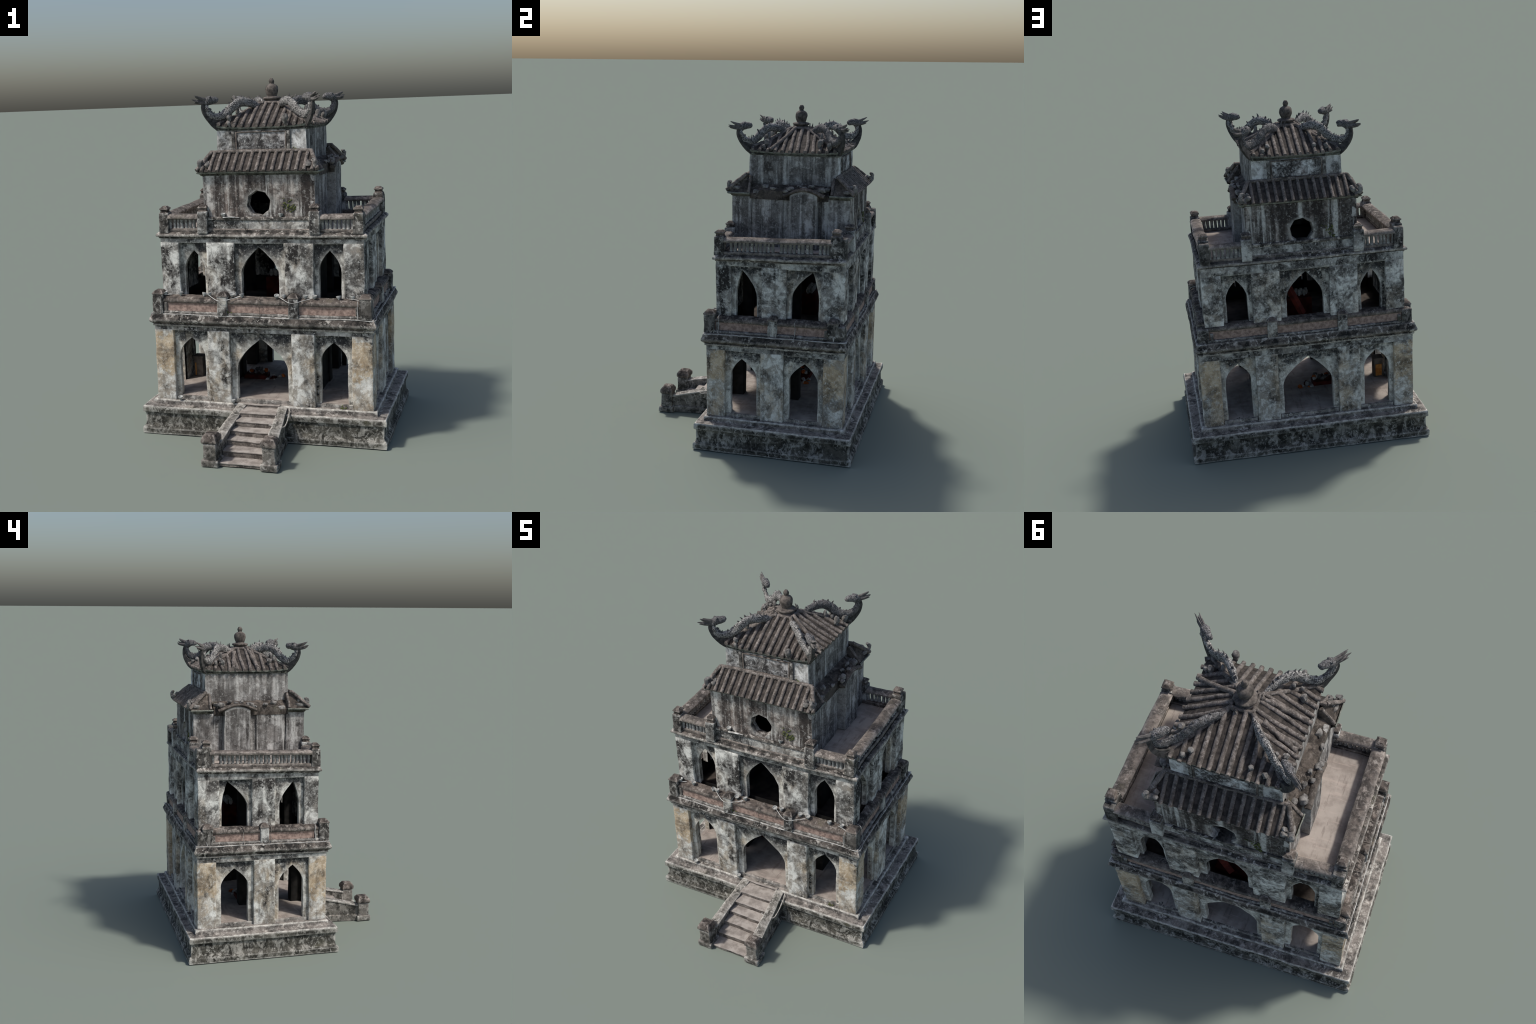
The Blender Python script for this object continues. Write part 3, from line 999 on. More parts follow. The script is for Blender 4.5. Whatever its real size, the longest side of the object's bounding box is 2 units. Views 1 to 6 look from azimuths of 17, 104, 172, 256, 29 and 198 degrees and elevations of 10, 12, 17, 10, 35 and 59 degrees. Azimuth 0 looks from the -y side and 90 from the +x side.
skirt_parent = {}
for sgn in (-1, 1):
    yo = lambda d: 0.2095 + sgn * (d + 0.0110)      # d: distance from the centre
    E0 = (0.338, 0.374, 1.499)       # eave half width, distance, height
    E1 = (0.277, 0.263, 1.594)
    # eave moulding under the tiles
    g = Geo()
    prof = [(0.335, 1.472), (0.345, 1.476), (0.350, 1.484), (0.364, 1.488), (0.368, 1.495), (0.362, 1.500)]
    verts, faces = [], []
    n = 48
    for i in range(n + 1):
        u = -1 + 2 * i / n
        for d, z in prof:
            hw = SX + (d - 0.335) * 0.85 + 0.003
            verts.append((u * hw, yo(d), z))
    m = len(prof)
    for i in range(n):
        for k in range(m - 1):
            faces.append((i * m + k, (i + 1) * m + k, (i + 1) * m + k + 1, i * m + k + 1))
    g.add(verts, faces)
    for sx in (-1, 1):      # returns at the sides
        verts, faces = [], []
        for j in range(13):
            for d, z in prof:
                hw = SX + (d - 0.335) * 0.85 + 0.003
                ye = d - (d - 0.228) * j / 12
                verts.append((sx * hw, yo(ye), z))
        for j in range(12):
            for k in range(m - 1):
                faces.append((j * m + k, (j + 1) * m + k, (j + 1) * m + k + 1, j * m + k + 1))
        g.add(verts, faces)
    g.warp(0.003)
    roof = g.make("skirt_roof", "eave", shrine)
    roof.name = "skirt_roof"
    roof.parent = root
    # bed of flat tiles, with hipped ends
    g = Geo()
    verts, faces = [], []
    nu, nv = 40, 8
    for j in range(nv + 1):
        t = j / nv
        hw = E0[0] + (E1[0] - E0[0]) * t
        for i in range(nu + 1):
            verts.append((-hw + 2 * hw * i / nu, yo(E0[1] + (E1[1] - E0[1]) * t), E0[2] + (E1[2] - E0[2]) * t))
    for j in range(nv):
        for i in range(nu):
            a = j * (nu + 1) + i
            faces.append((a, a + 1, a + nu + 2, a + nu + 1))
    g.add(verts, faces)
    for sx in (-1, 1):
        # hip face between hip line and the side eave, and its broken end
        A0, A1 = Vector((sx * E0[0], yo(E0[1]), E0[2])), Vector((sx * E1[0], yo(E1[1]), E1[2]))
        B0, B1 = Vector((sx * 0.338, yo(0.232), 1.494)), Vector((sx * 0.262, yo(0.232), 1.590))
        C0, C1_ = Vector((sx * 0.25, yo(0.232), 1.494)), Vector((sx * 0.25, yo(0.232), 1.590))
        verts, faces = [], []
        for j in range(9):
            t = j / 8
            a, b, c = A0.lerp(A1, t), B0.lerp(B1, t), C0.lerp(C1_, t)
            for i in range(7):
                verts.append(a.lerp(b, i / 6) + Vector((0, 0, 0.004 * noise.noise(Vector((i * 0.9, j * 0.8, sx * 5 + sgn))))))
            verts.append(c)
        for j in range(8):
            for i in range(7):
                faces.append((j * 8 + i, j * 8 + i + 1, (j + 1) * 8 + i + 1, (j + 1) * 8 + i))
        g.add(verts, faces, 1)
    g.warp(0.003)
    g.make("tile_bed", ["valley", "ledge"], roof)
    # round cover tiles
    n = 15
    for i in range(n):
        x = -0.312 + 0.624 * i / (n - 1)
        tmax = 1.0
        if abs(x) > E1[0]:
            tmax = (E0[0] - abs(x)) / (E0[0] - E1[0])
        tmax = min(1.0, max(0.3, tmax))
        p = (x, yo(E0[1] + 0.004), E0[2] + 0.002)
        q = (x, yo(E0[1] + (E1[1] - E0[1]) * tmax), E0[2] + (E1[2] - E0[2]) * tmax + 0.003)
        g = Geo()
        rib(g, p, q, 0.0105)
        g.make("cover_tile", "tile", roof, angle=60)
    # top flashing and hip ridges
    g = Geo()
    rib(g, (-0.285, yo(0.264), 1.600), (0.285, yo(0.264), 1.600), 0.010)
    for sx in (-1, 1):
        rib(g, (sx * 0.283, yo(0.266), 1.600), (sx * 0.342, yo(0.374), 1.508), 0.012)
        rib(g, (sx * 0.268, yo(0.240), 1.590), (sx * 0.335, yo(0.240), 1.500), 0.009)
    g.warp(0.004)
    g.make("hip_ridge", "tile", roof)
    # crouching corner beasts: haunch, upturned tail and small head
    for sx in (-1, 1):
        g = Geo()
        c = Vector((sx * (0.316 if sgn < 0 else 0.324), yo(0.350 if sgn < 0 else 0.368), 1.514))
        out = Vector((sx * 0.7, sgn * 0.7, 0))
        path = smooth_path([tuple(c - out * 0.035 + Vector((0, 0, 0.012))), tuple(c), tuple(c + out * 0.014 + Vector((0, 0, 0.010))),
                            tuple(c + out * 0.016 + Vector((0, 0, 0.030))), tuple(c + out * 0.004 + Vector((0, 0, 0.044)))], 18)
        tube(g, path, [0.016 - 0.0075 * (i / 18) for i in range(19)], 9)
        tube(g, [tuple(c + out * 0.012 + Vector((0, 0, 0.022))), tuple(c + out * 0.020 + Vector((0, 0, 0.036))), tuple(c + out * 0.019 + Vector((0, 0, 0.048)))], [0.012, 0.010, 0.003], 7)
        pebble(g, c + out * -0.028 + Vector((sx * -0.012, 0, 0.024)), (0.014, 0.013, 0.017), 3 + sx + 2 * sgn)
        pebble(g, c + Vector((-sx * 0.030, sgn * 0.002, 0.018)), (0.016, 0.013, 0.014), 9 + sx + 2 * sgn)
        pebble(g, c + Vector((-sx * 0.012, -sgn * 0.040, 0.030)), (0.011, 0.012, 0.014), 13 + sx + 2 * sgn)
        pebble(g, c + Vector((sx * 0.004, -sgn * 0.030, 0.006)), (0.012, 0.030, 0.014), 17 + sx + 2 * sgn)
        pebble(g, c + out * 0.006 + Vector((0, 0, 0.044)), (0.013, 0.011, 0.009), 5 + sx + 2 * sgn)
        for v in g.v:
            v += noise.noise_vector(v * 55) * 0.004
        g.make("corner_beast", "rock", roof)

# ------------------------------------------------------------------ attic
g = Geo()
AC = 0.2135
ring_loft(g, fine([(0.256, 0.2685, 1.525), (0.256, 0.2685, 1.62), (0.254, 0.2675, 1.718)], 0.014), 0.014, centre=(0, AC))
# front/back faces bright, sides streaked
nx_, ny_ = max(2, int(2 * 0.256 / 0.014)), max(2, int(2 * 0.2685 / 0.014))
per = 2 * (nx_ + ny_)
g.mi = [0 if ((i % per) < nx_ or nx_ + ny_ <= (i % per) < 2 * nx_ + ny_) else 1 for i in range(len(g.f))]
g.warp(0.003)
attic = g.make("attic", ["attic", "attic_side"])
for sgn in (-1, 1):
    yo = lambda d: AC + sgn * (d + 0.0055)
    g = Geo()
    a, b = sorted((yo(0.255), yo(0.2655)))
    block(g, (-0.139, a, 1.612), (0.139, b, 1.702), 0.001, 0.014)
    g.warp(0.002)
    g.make("name_board", "board", attic)
    g = Geo()
    a, b = sorted((yo(0.255), yo(0.271)))
    for x in (-0.1425, 0.1425):
        block(g, (x - 0.004, a, 1.606), (x + 0.004, b, 1.706), 0.0015, 0.02)
    block(g, (-0.146, a, 1.703), (0.146, b, 1.709), 0.0015, 0.02)
    block(g, (-0.148, a, 1.6045), (0.148, b + (0.002 if sgn > 0 else 0), 1.612), 0.0015, 0.02)
    g.warp(0.002)
    g.make("board_frame", "rail", attic)
    g = Geo()
    for x in (-0.158, 0.158):
        block(g, (x - 0.009, a, 1.600), (x + 0.009, a + 0.0155 if sgn < 0 else b - 0.003, 1.712), 0.002, 0.02)
    g.warp(0.002)
    g.make("board_pilaster", "stone", attic)

# ------------------------------------------------------------------ main roof
RT, RB = (0.046, 1.860), (0.268, 1.733)


def roof_z(d, u=0.0, q=1):
    """Height of the roof at distance d from the axis; u in -1..1 along the eave lifts the corners."""
    t = (RB[0] - d) / (RB[0] - RT[0])
    z = RB[1] + (RT[1] - RB[1]) * (t + (0.035 if q % 2 == 0 else -0.01) * math.sin(math.pi * t))
    return z + 0.018 * max(0.0, 1 - t * 2.2) * abs(u) ** 4


g = Geo()
nv, nu = 14, 28
for q in range(4):
    R = Matrix.Rotation(q * math.pi / 2, 3, "Z")
    verts, faces = [], []
    for j in range(nv + 1):
        d = RB[0] + (RT[0] - RB[0]) * j / nv
        for i in range(nu + 1):
            u = -1 + 2 * i / nu
            verts.append(R @ Vector((u * d, -d, roof_z(d, u, q))) + Vector((0, CY, 0)))
    for j in range(nv):
        for i in range(nu):
            a = j * (nu + 1) + i
            faces.append((a, a + 1, a + nu + 2, a + nu + 1))
    g.add(verts, faces)
    # eave edge: mortar below the tiles
    verts, faces = [], []
    prof = [(0.268, 0.0), (0.266, -0.008), (0.260, -0.010), (0.261, -0.017), (0.254, -0.020), (0.248, -0.022)]
    m = len(prof)
    for i in range(nu + 1):
        u = -1 + 2 * i / nu
        for d, dz in prof:
            lift = 0.018 * abs(u) ** 4 * (1 + dz / 0.022)
            verts.append(R @ Vector((u * d, -d, RB[1] + lift + dz)) + Vector((0, CY, 0)))
    for i in range(nu):
        for k in range(m - 1):
            faces.append((i * m + k, i * m + k + 1, (i + 1) * m + k + 1, (i + 1) * m + k))
    g.add(verts, faces, 1)


def settle(p):
    """The eaves sit a little further back than the peak."""
    k = max(0.0, min(1.0, (1.862 - p.z) / 0.13))
    return Vector((p.x, p.y + (0.0155 + 0.012 * (p.y - CY) / 0.268) * k, p.z))


g.add([(-0.05, CY - 0.05, 1.859), (0.05, CY - 0.05, 1.859), (0.05, CY + 0.05, 1.859), (-0.05, CY + 0.05, 1.859)], [(0, 1, 2, 3)])
g.v = [settle(p) for p in g.v]
g.warp(0.0025)
roof = g.make("main_roof", ["valley", "eave"])
for q in range(4):
    R = Matrix.Rotation(q * math.pi / 2, 3, "Z")
    n = 12
    for i in range(n):
        x = -0.237 + 0.474 * i / (n - 1)
        u = x / RB[0]
        d_top = max(abs(x) + 0.004, RT[0] + 0.004)
        if abs(x) > 0.23:
            d_top = 0.232
        jit = rnd.uniform(-0.006, 0.006) if q in (1, 3) else rnd.uniform(-0.0015, 0.0015)
        pts, rad = [], []
        m = max(4, int((RB[0] - d_top) / 0.012))
        for k in range(m + 1):
            d = RB[0] + 0.010 + (d_top - RB[0] - 0.010) * k / m
            xx = x + jit * math.sin(3.1 * k / m + i)
            p = Vector((xx, -d, roof_z(min(d, RB[0]), u, q) + 0.0018 + (0.006 if q == 0 else 0.003) * max(0.0, (d - 0.16) / 0.1)))
            p = R @ p + Vector((0, CY, 0))
            p = settle(p)
            p += noise.noise_vector(p * 22) * (0.0034 if q in (1, 3) else 0.0020)
            pts.append(p)
            rad.append(0.0112 * (1 + 0.16 * noise.noise(p * 40)))
        g = Geo()
        tube(g, pts, rad, 9, up=(0, 0, 1))
        g.make("cover_tile", "tile", roof, angle=60)
# hip ridges and one slipped ridge pole
g = Geo()
for sx in (-1, 1):
    for sy in (-1, 1):
        pts = [Vector((sx * d, CY + sy * d, roof_z(d, 1) + 0.003)) for d in [0.05 + 0.215 * k / 14 for k in range(15)]]
        tube(g, pts, [0.0105 + 0.0015 * math.sin(k * 1.7) for k in range(15)], 9, up=(0, 0, 1))
rib(g, (-0.05, CY - 0.05, 1.862), (0.05, CY - 0.05, 1.862), 0.009)
rib(g, (-0.05, CY + 0.05, 1.862), (0.05, CY + 0.05, 1.862), 0.009)
rib(g, (-0.05, CY - 0.05, 1.862), (-0.05, CY + 0.05, 1.862), 0.009)
rib(g, (0.05, CY - 0.05, 1.862), (0.05, CY + 0.05, 1.862), 0.009)
rib(g, (0.052, CY - 0.02, 1.866), (0.272, CY - 0.135, 1.748), 0.0115, sag=0.004)
g.v = [settle(p) for p in g.v]
g.make("hip_ridge", "tile", roof, angle=60)
# lumpy broken ridges on the west slope
g = Geo()
for (a, b, s) in (((-0.10, CY + 0.06), (-0.262, CY + 0.085), 1), ((-0.055, CY - 0.03), (-0.262, CY - 0.07), 2)):
    pts, rad = [], []
    for k in range(15):
        t = k / 14
        x, y = a[0] + (b[0] - a[0]) * t, a[1] + (b[1] - a[1]) * t
        pts.append(Vector((x, y, roof_z(abs(x)) + 0.010 + 0.004 * math.sin(k * 1.3 + s))))
        rad.append(0.012 * (1 + 0.25 * math.sin(k * 1.9 + s)))
    tube(g, pts, rad, 9, up=(0, 0, 1))
g.v = [settle(p) for p in g.v]
g.warp(0.004)
g.make("broken_ridge", "tile", roof, angle=60)
# rubble and small guardian stones along the eaves
eave_stones = [(-0.177, -0.072, 1.788, 0.012), (-0.177, -0.073, 1.757, 0.011), (0.146, -0.076, 1.779, 0.018), (0.146, -0.070, 1.752, 0.010), (0.221, 0.039, 1.787, 0.017), (0.250, 0.030, 1.765, 0.011),
               (0.230, 0.366, 1.794, 0.017), (0.252, 0.428, 1.779, 0.017), (0.185, 0.478, 1.765, 0.013), (-0.215, 0.06, 1.790, 0.016), (-0.232, 0.365, 1.786, 0.015),
               (-0.175, 0.470, 1.768, 0.014), (-0.235, 0.410, 1.780, 0.013), (0.155, 0.458, 1.785, 0.013), (-0.11, 0.455, 1.775, 0.012)]
for k, (x, y, z, s) in enumerate(eave_stones):
    g = Geo()
    pebble(g, (x, y, z), (s, s, s * 1.2), k + 20)
    pebble(g, (x * 0.98, CY + (y - CY) * 0.98, z - s), (s * 0.7, s * 0.7, s * 1.1), k + 50)
    g.make("guardian_stone", "rock", roof)

# ------------------------------------------------------------------ finial
g = Geo()
prof = [(0.047, 1.856), (0.049, 1.868), (0.042, 1.872), (0.040, 1.876), (0.048, 1.880), (0.052, 1.886), (0.049, 1.892), (0.038, 1.895), (0.029, 1.897), (0.027, 1.901),
        (0.030, 1.908), (0.035, 1.922), (0.0375, 1.936), (0.035, 1.949), (0.028, 1.959), (0.018, 1.965), (0.0135, 1.968), (0.0145, 1.973), (0.0165, 1.980),
        (0.0155, 1.987), (0.012, 1.993), (0.009, 1.998), (0.004, 2.0)]
lathe(g, [(a, b) for a, b in smooth_path(prof, 66)], (0, CY), 32)
for v in g.v:
    k = 0.0030 if v.z > 1.895 else 0.0015
    d = noise.noise_vector(v * 38) * k
    d.z *= 0.15
    v += d
g.make("gourd_finial", "finial", root, angle=60)
g = Geo()
for a, h in ((0.9, 0.035), (1.25, 0.032), (4.0, 0.022)):
    b = Vector((0.058 * math.cos(a), CY + 0.075 * math.sin(a), 1.858))
    tube(g, smooth_path([tuple(b), tuple(b + Vector((0.004, 0.003, h * 0.6))), tuple(b + Vector((-0.003, 0.004, h)))], 8), [0.0055 * (1 - i / 9) + 0.001 for i in range(9)], 6)
g.make("ridge_spike", "dragonstone", root)

# ------------------------------------------------------------------ dragons
BODY = [(0.085, 1.846, 0.010), (0.115, 1.851, 0.0165), (0.150, 1.863, 0.0215), (0.190, 1.871, 0.0245), (0.228, 1.868, 0.0250), (0.262, 1.848, 0.0245),
        (0.298, 1.817, 0.0235), (0.338, 1.796, 0.0215), (0.376, 1.797, 0.0200), (0.406, 1.814, 0.0185), (0.419, 1.838, 0.0165), (0.418, 1.858, 0.0150), (0.408, 1.872, 0.0150)]
HEAD = [(0.424, 1.862, 0.013, 0.013), (0.418, 1.876, 0.0205, 0.016), (0.404, 1.884, 0.0235, 0.019), (0.386, 1.886, 0.0215, 0.018), (0.368, 1.886, 0.0190, 0.016),
        (0.354, 1.884, 0.0155, 0.012), (0.347, 1.882, 0.007, 0.006)]


def dragon(sx, sy, body_mat, seed):
    ax = Vector((sx, sy, 0)).normalized()
    side = Vector((sx, -sy, 0)).normalized()     # toward the flank slopes
    rs = random.Random(seed)
    base = Vector((0, CY, 0))

    def P(rho, z, s=0.0):
        return base + ax * rho + side * s + Vector((0, 0, z))

    pts = smooth_path(BODY, 90)
    # body with a gentle sideways sway
    sway = lambda rho: -(0.021 + 0.004 * math.sin(seed * 2.0)) * max(0.0, math.sin(math.pi * min(1.0, (rho - 0.07) / 0.28)))
    g = Geo()
    path = [P(r, z, sway(r)) for r, z, w in pts]
    tube(g, path, [w * (1 + 0.10 * noise.noise(Vector((r * 60, seed, 0)))) for r, z, w in pts], 16, flat=0.66, up=tuple(side.cross(Vector((1e-6, 0, 1)))) if False else None)
    g.v = [v + noise.noise_vector(v * 38) * 0.0058 + noise.noise_vector(v * 105) * 0.0024 for v in g.v]
    body = g.make("dragon", [body_mat], root, angle=70)
    # pale belly strip along the underside
    g = Geo()
    strip = []
    for i, (r, z, w) in enumerate(pts):
        if 8 < i < 88:
            a, b = pts[i - 1], pts[i + 1]
            t = Vector((b[0] - a[0], b[1] - a[1])).normalized()
            nrm = Vector((t.y, -t.x))
            strip.append(P(r + nrm.x * w * 0.80, z + nrm.y * w * 0.80, sway(r)))
    tube(g, strip, 0.0065, 8, flat=1.25)
    g.make("belly_band", "dragonstone", body, angle=60)
    # head: skull and jaw lofted inward, over the neck
    g = Geo()
    hp = smooth_path(HEAD, 24)
    tube(g, [P(r, z, sway(0.41)) for r, z, a, b in hp], [a for r, z, a, b in hp], 12, flat=0.9)
    for i, v in enumerate(g.v):
        v += noise.noise_vector(v * 55) * 0.0055
    # brow ridge and snout lumps, lower jaw
    pebble(g, P(0.402, 1.902, 0.009), (0.011, 0.008, 0.008), seed, sub=1)
    pebble(g, P(0.402, 1.902, -0.009), (0.011, 0.008, 0.008), seed + 1, sub=1)
    pebble(g, P(0.358, 1.896, 0), (0.010, 0.010, 0.007), seed + 2, sub=1)
    pebble(g, P(0.372, 1.874, 0), (0.014, 0.009, 0.006), seed + 3, sub=1)
    g.make("head", "mosaic_grey", body, angle=60)
    # mane: a fan of flame-like tufts blown outward
    g = Geo()
    for k in range(11):
        a = -0.62 + 1.16 * k / 10
        s = rs.uniform(-0.009, 0.009)
        L = (0.088 if k % 3 == 1 else 0.068) + rs.uniform(-0.008, 0.006)
        st = P(0.408, 1.880 + 0.010 * a, s * 0.4)
        end = P(min(0.507, 0.418 + L * math.cos(a)), 1.892 + L * (0.30 * a) + 0.012 * (a > 0.2) - 0.004, s * 1.1)
        mid = st.lerp(end, 0.5) + Vector((0, 0, -0.006 * math.cos(a * 2)))
        tube(g, smooth_path([tuple(st), tuple(mid), tuple(end)], 10), [0.0105 * (1 - (i / 10.4) ** 2.0) + 0.0005 for i in range(11)], 7, flat=0.7)
    g.make("mane", "dragonstone", body, angle=60)
    # upswept ridge prow carrying the neck
    g = Geo()
    outer = smooth_path([(0.350, 1.712), (0.366, 1.722), (0.392, 1.744), (0.420, 1.778), (0.438, 1.808), (0.446, 1.840), (0.442, 1.872)], 24)
    inner = smooth_path([(0.300, 1.745), (0.330, 1.762), (0.362, 1.772), (0.396, 1.790), (0.420, 1.815), (0.430, 1.842), (0.428, 1.872)], 24)
    verts, faces = [], []
    for (o, i_) in zip(outer, inner):
        for hw, (r, z) in ((1, o), (-1, o), (-1, i_), (1, i_)):
            verts.append(P(r, z, hw * 0.0085))
    n = len(outer)
    for i in range(n - 1):
        for k in range(4):
            faces.append((i * 4 + k, i * 4 + (k + 1) % 4, (i + 1) * 4 + (k + 1) % 4, (i + 1) * 4 + k))
    faces += [(0, 1, 2, 3), tuple((n - 1) * 4 + k for k in (3, 2, 1, 0))]
    g.add(verts, faces)
    g.warp(0.003)
    g.v = [settle(p) for p in g.v]
    g.make("ridge_prow", "prow", body)
    # dorsal spines
    g = Geo()
    i = 10
    while i < 74:
        (r, z, w), a, b = pts[i], pts[i - 1], pts[i + 1]
        t = Vector((b[0] - a[0], b[1] - a[1])).normalized()
        nrm = Vector((-t.y, t.x))
        h = rs.choice((0.004, 0.007, 0.010, 0.017))
        wd = rs.uniform(0.004, 0.0085)
        lean = rs.uniform(-0.006, 0.010)
        tube(g, [P(r + nrm.x * w * 0.6, z + nrm.y * w * 0.6, sway(r)), P(r + nrm.x * (w + h * 0.5) + lean * 0.4, z + nrm.y * (w + h * 0.5), sway(r) + rs.uniform(-0.002, 0.002)),
                 P(r + nrm.x * (w + h) + lean, z + nrm.y * (w + h), sway(r))], [wd, wd * 0.7, 0.0006], 6, flat=0.55)
        i += rs.choice((3, 4, 5, 9))
    g.make("dorsal_spine", "dragonstone", body)
    # stub under the arch of the body
    g = Geo()
    pebble(g, P(0.228, 1.822, 0), (0.011, 0.009, 0.020), seed + 7)
    pebble(g, P(0.262, 1.800, 0.014), (0.010, 0.010, 0.014), seed + 8)
    g.make("support_stone", "rock", body)


dragon(-1, -1, "mosaic", 1)
dragon(1, -1, "mosaic", 2)
dragon(1, 1, "mosaic_grey", 3)
dragon(-1, 1, "mosaic", 4)

# ------------------------------------------------------------------ staircase
g = Geo()
stairs_y = [-0.656, -0.580, -0.511, -0.446, -0.386, -0.318, -0.226]
stairs_z = [0.022, 0.058, 0.090, 0.121, 0.152, 0.178, 0.197]
block(g, (-0.125, -0.58, 0.0), (0.125, -0.25, 0.012), 0.002, 0.03)
stair = g.make("staircase", "riser")
for i, (y, z) in enumerate(zip(stairs_y, stairs_z)):
    g = Geo()
    y1 = -0.21
    hw = 0.104 + 0.020 * (1 - i / 6)
    z0 = max(0.0, stairs_z[i - 1] - 0.006) if i else 0.0
    block(g, (-hw, y + 0.004, z0), (hw, y1, z - 0.006), 0.002, 0.02, 0)
    block(g, (-hw, y, z - 0.009), (hw, y1, z), 0.004, 0.014, 1)
    g.warp(0.005)
    for v in g.v:
        v.z = max(v.z, 0.0)
    g.make("step", ["riser", "step"], stair)
for sx in (-1, 1):
    # flaring cheek wall, swept along the stair
    g = Geo()
    n = 28
    sec, verts, faces = [], [], []
    for i in range(n + 1):
        t = i / n
        y = -0.222 - 0.375 * t
        zt = 0.190 - 0.078 * (t ** 1.04)
        xi = 0.098 + 0.026 * t
        xo = 0.143 + 0.034 * t
        ring = [(xi, 0.0), (xi, zt - 0.012), (xi - 0.004, zt - 0.010), (xi - 0.004, zt - 0.003), (xi + 0.003, zt), ((xi + xo) / 2, zt + 0.002), (xo - 0.003, zt), (xo + 0.003, zt - 0.004), (xo + 0.003, zt - 0.012),
                (xo - 0.002, zt - 0.016), (xo - 0.002, max(0.046, zt - 0.06)), (xo - 0.002, 0.043), (xo + 0.007, 0.037), (xo + 0.008, 0.018), (xo + 0.008, 0.0)]
        verts += [(sx * x, y, z) for x, z in ring]
    m = len(ring)
    for i in range(n):
        for k in range(m - 1):
            faces.append((i * m + k, i * m + k + 1, (i + 1) * m + k + 1, (i + 1) * m + k))
    faces += [tuple(range(m)), tuple(n * m + k for k in range(m))[::-1]]
    g.add(verts, faces)
    g.warp(0.004)
    for v in g.v:
        v.z = max(v.z, 0.0)
    g.make("cheek_wall", "cheek", stair)
    # newel
    g = Geo()
    cx, cy = sx * 0.160, -0.633
    block(g, (cx - 0.047, cy - 0.047, 0.0), (cx + 0.047, cy + 0.047, 0.036), 0.005, 0.014, 0)
    block(g, (cx - 0.036, cy - 0.037, 0.03), (cx + 0.036, cy + 0.037, 0.122), 0.004, 0.012, 0, taper=0.03)
    prof = [(0.033, 0.112), (0.031, 0.117), (0.032, 0.121), (0.038, 0.125), (0.0415, 0.130), (0.0425, 0.138), (0.042, 0.148), (0.0385, 0.156), (0.033, 0.161), (0.031, 0.166), (0.025, 0.171), (0.010, 0.173)]
    ring_loft(g, fine([(a, a, z) for a, z in prof], 0.006), 0.008, mi=1, centre=(cx, cy), cap_top=True)
    g.warp(0.005)
    for v in g.v:
        v.z = max(v.z, 0.0)
    g.make("newel_post", ["cheek", "rail"], stair)

# ------------------------------------------------------------------ things standing inside
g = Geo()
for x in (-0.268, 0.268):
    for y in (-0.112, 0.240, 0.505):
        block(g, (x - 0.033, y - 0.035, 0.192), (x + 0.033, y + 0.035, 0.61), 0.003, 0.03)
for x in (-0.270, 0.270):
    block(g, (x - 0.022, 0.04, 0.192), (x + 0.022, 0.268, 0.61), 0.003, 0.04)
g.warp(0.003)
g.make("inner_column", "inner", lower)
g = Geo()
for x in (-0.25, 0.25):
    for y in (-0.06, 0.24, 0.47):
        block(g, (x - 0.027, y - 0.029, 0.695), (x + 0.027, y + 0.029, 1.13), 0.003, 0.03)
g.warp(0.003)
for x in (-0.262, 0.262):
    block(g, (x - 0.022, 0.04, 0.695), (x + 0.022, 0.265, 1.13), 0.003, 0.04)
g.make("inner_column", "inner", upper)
g = Geo()
block(g, (-0.225, 0.175, 0.196), (-0.085, 0.262, 0.238), 0.003, 0.03)
altar = g.make("altar", "red", root)
for k in range(26):
    g = Geo()
    x, y = rnd.uniform(-0.21, 0.0), rnd.uniform(0.17, 0.29)
    on = x < -0.09
    s = rnd.uniform(0.007, 0.015)
    pebble(g, (x, y, (0.244 if on and y < 0.262 else 0.2) + s), (s, s, s * rnd.uniform(0.7, 1.5)), k)
    g.make("offering", rnd.choice(["orange", "red", "paper", "paper", "dragonstone"]), altar)
g = Geo()
block(g, (-0.545, 0.172, 0.212), (-0.488, 0.232, 0.338), 0.002, 0.03, 0)
block(g, (-0.549, 0.168, 0.334), (-0.484, 0.236, 0.342), 0.002, 0.03, 0)
for dx in (-0.540, -0.500):
    for dy in (0.177, 0.220):
        block(g, (dx, dy, 0.195), (dx + 0.008, dy + 0.008, 0.215), 0.001, 0.03, 0)
block(g, (-0.537, 0.231, 0.222), (-0.496, 0.2345, 0.30), 0.001, 0.03, 1)
block(g, (-0.537, 0.1695, 0.222), (-0.530, 0.1725, 0.30), 0.001, 0.03, 1)
g.make("offering_box", ["wood", "gold"], lower)
g = Geo()
block(g, (-0.10, 0.40, 0.70), (0.10, 0.50, 0.760), 0.004, 0.03)
block(g, (-0.085, 0.24, 0.70), (0.085, 0.33, 0.835), 0.004, 0.03)
tube(g, [(0.115, 0.50, 1.04), (0.005, 0.51, 0.80)], 0.022, 4)
g.make("red_altar", "red", upper)
for k in range(9):
    g = Geo()
    x = -0.06 + 0.12 * k / 8
    lathe(g, [(0.006, 0.835), (0.011, 0.845), (0.012, 0.86), (0.007, 0.87), (0.009, 0.875)], (x, 0.275 + 0.02 * (k % 2)), 10)
    g.make("altar_jar", "paper", upper)

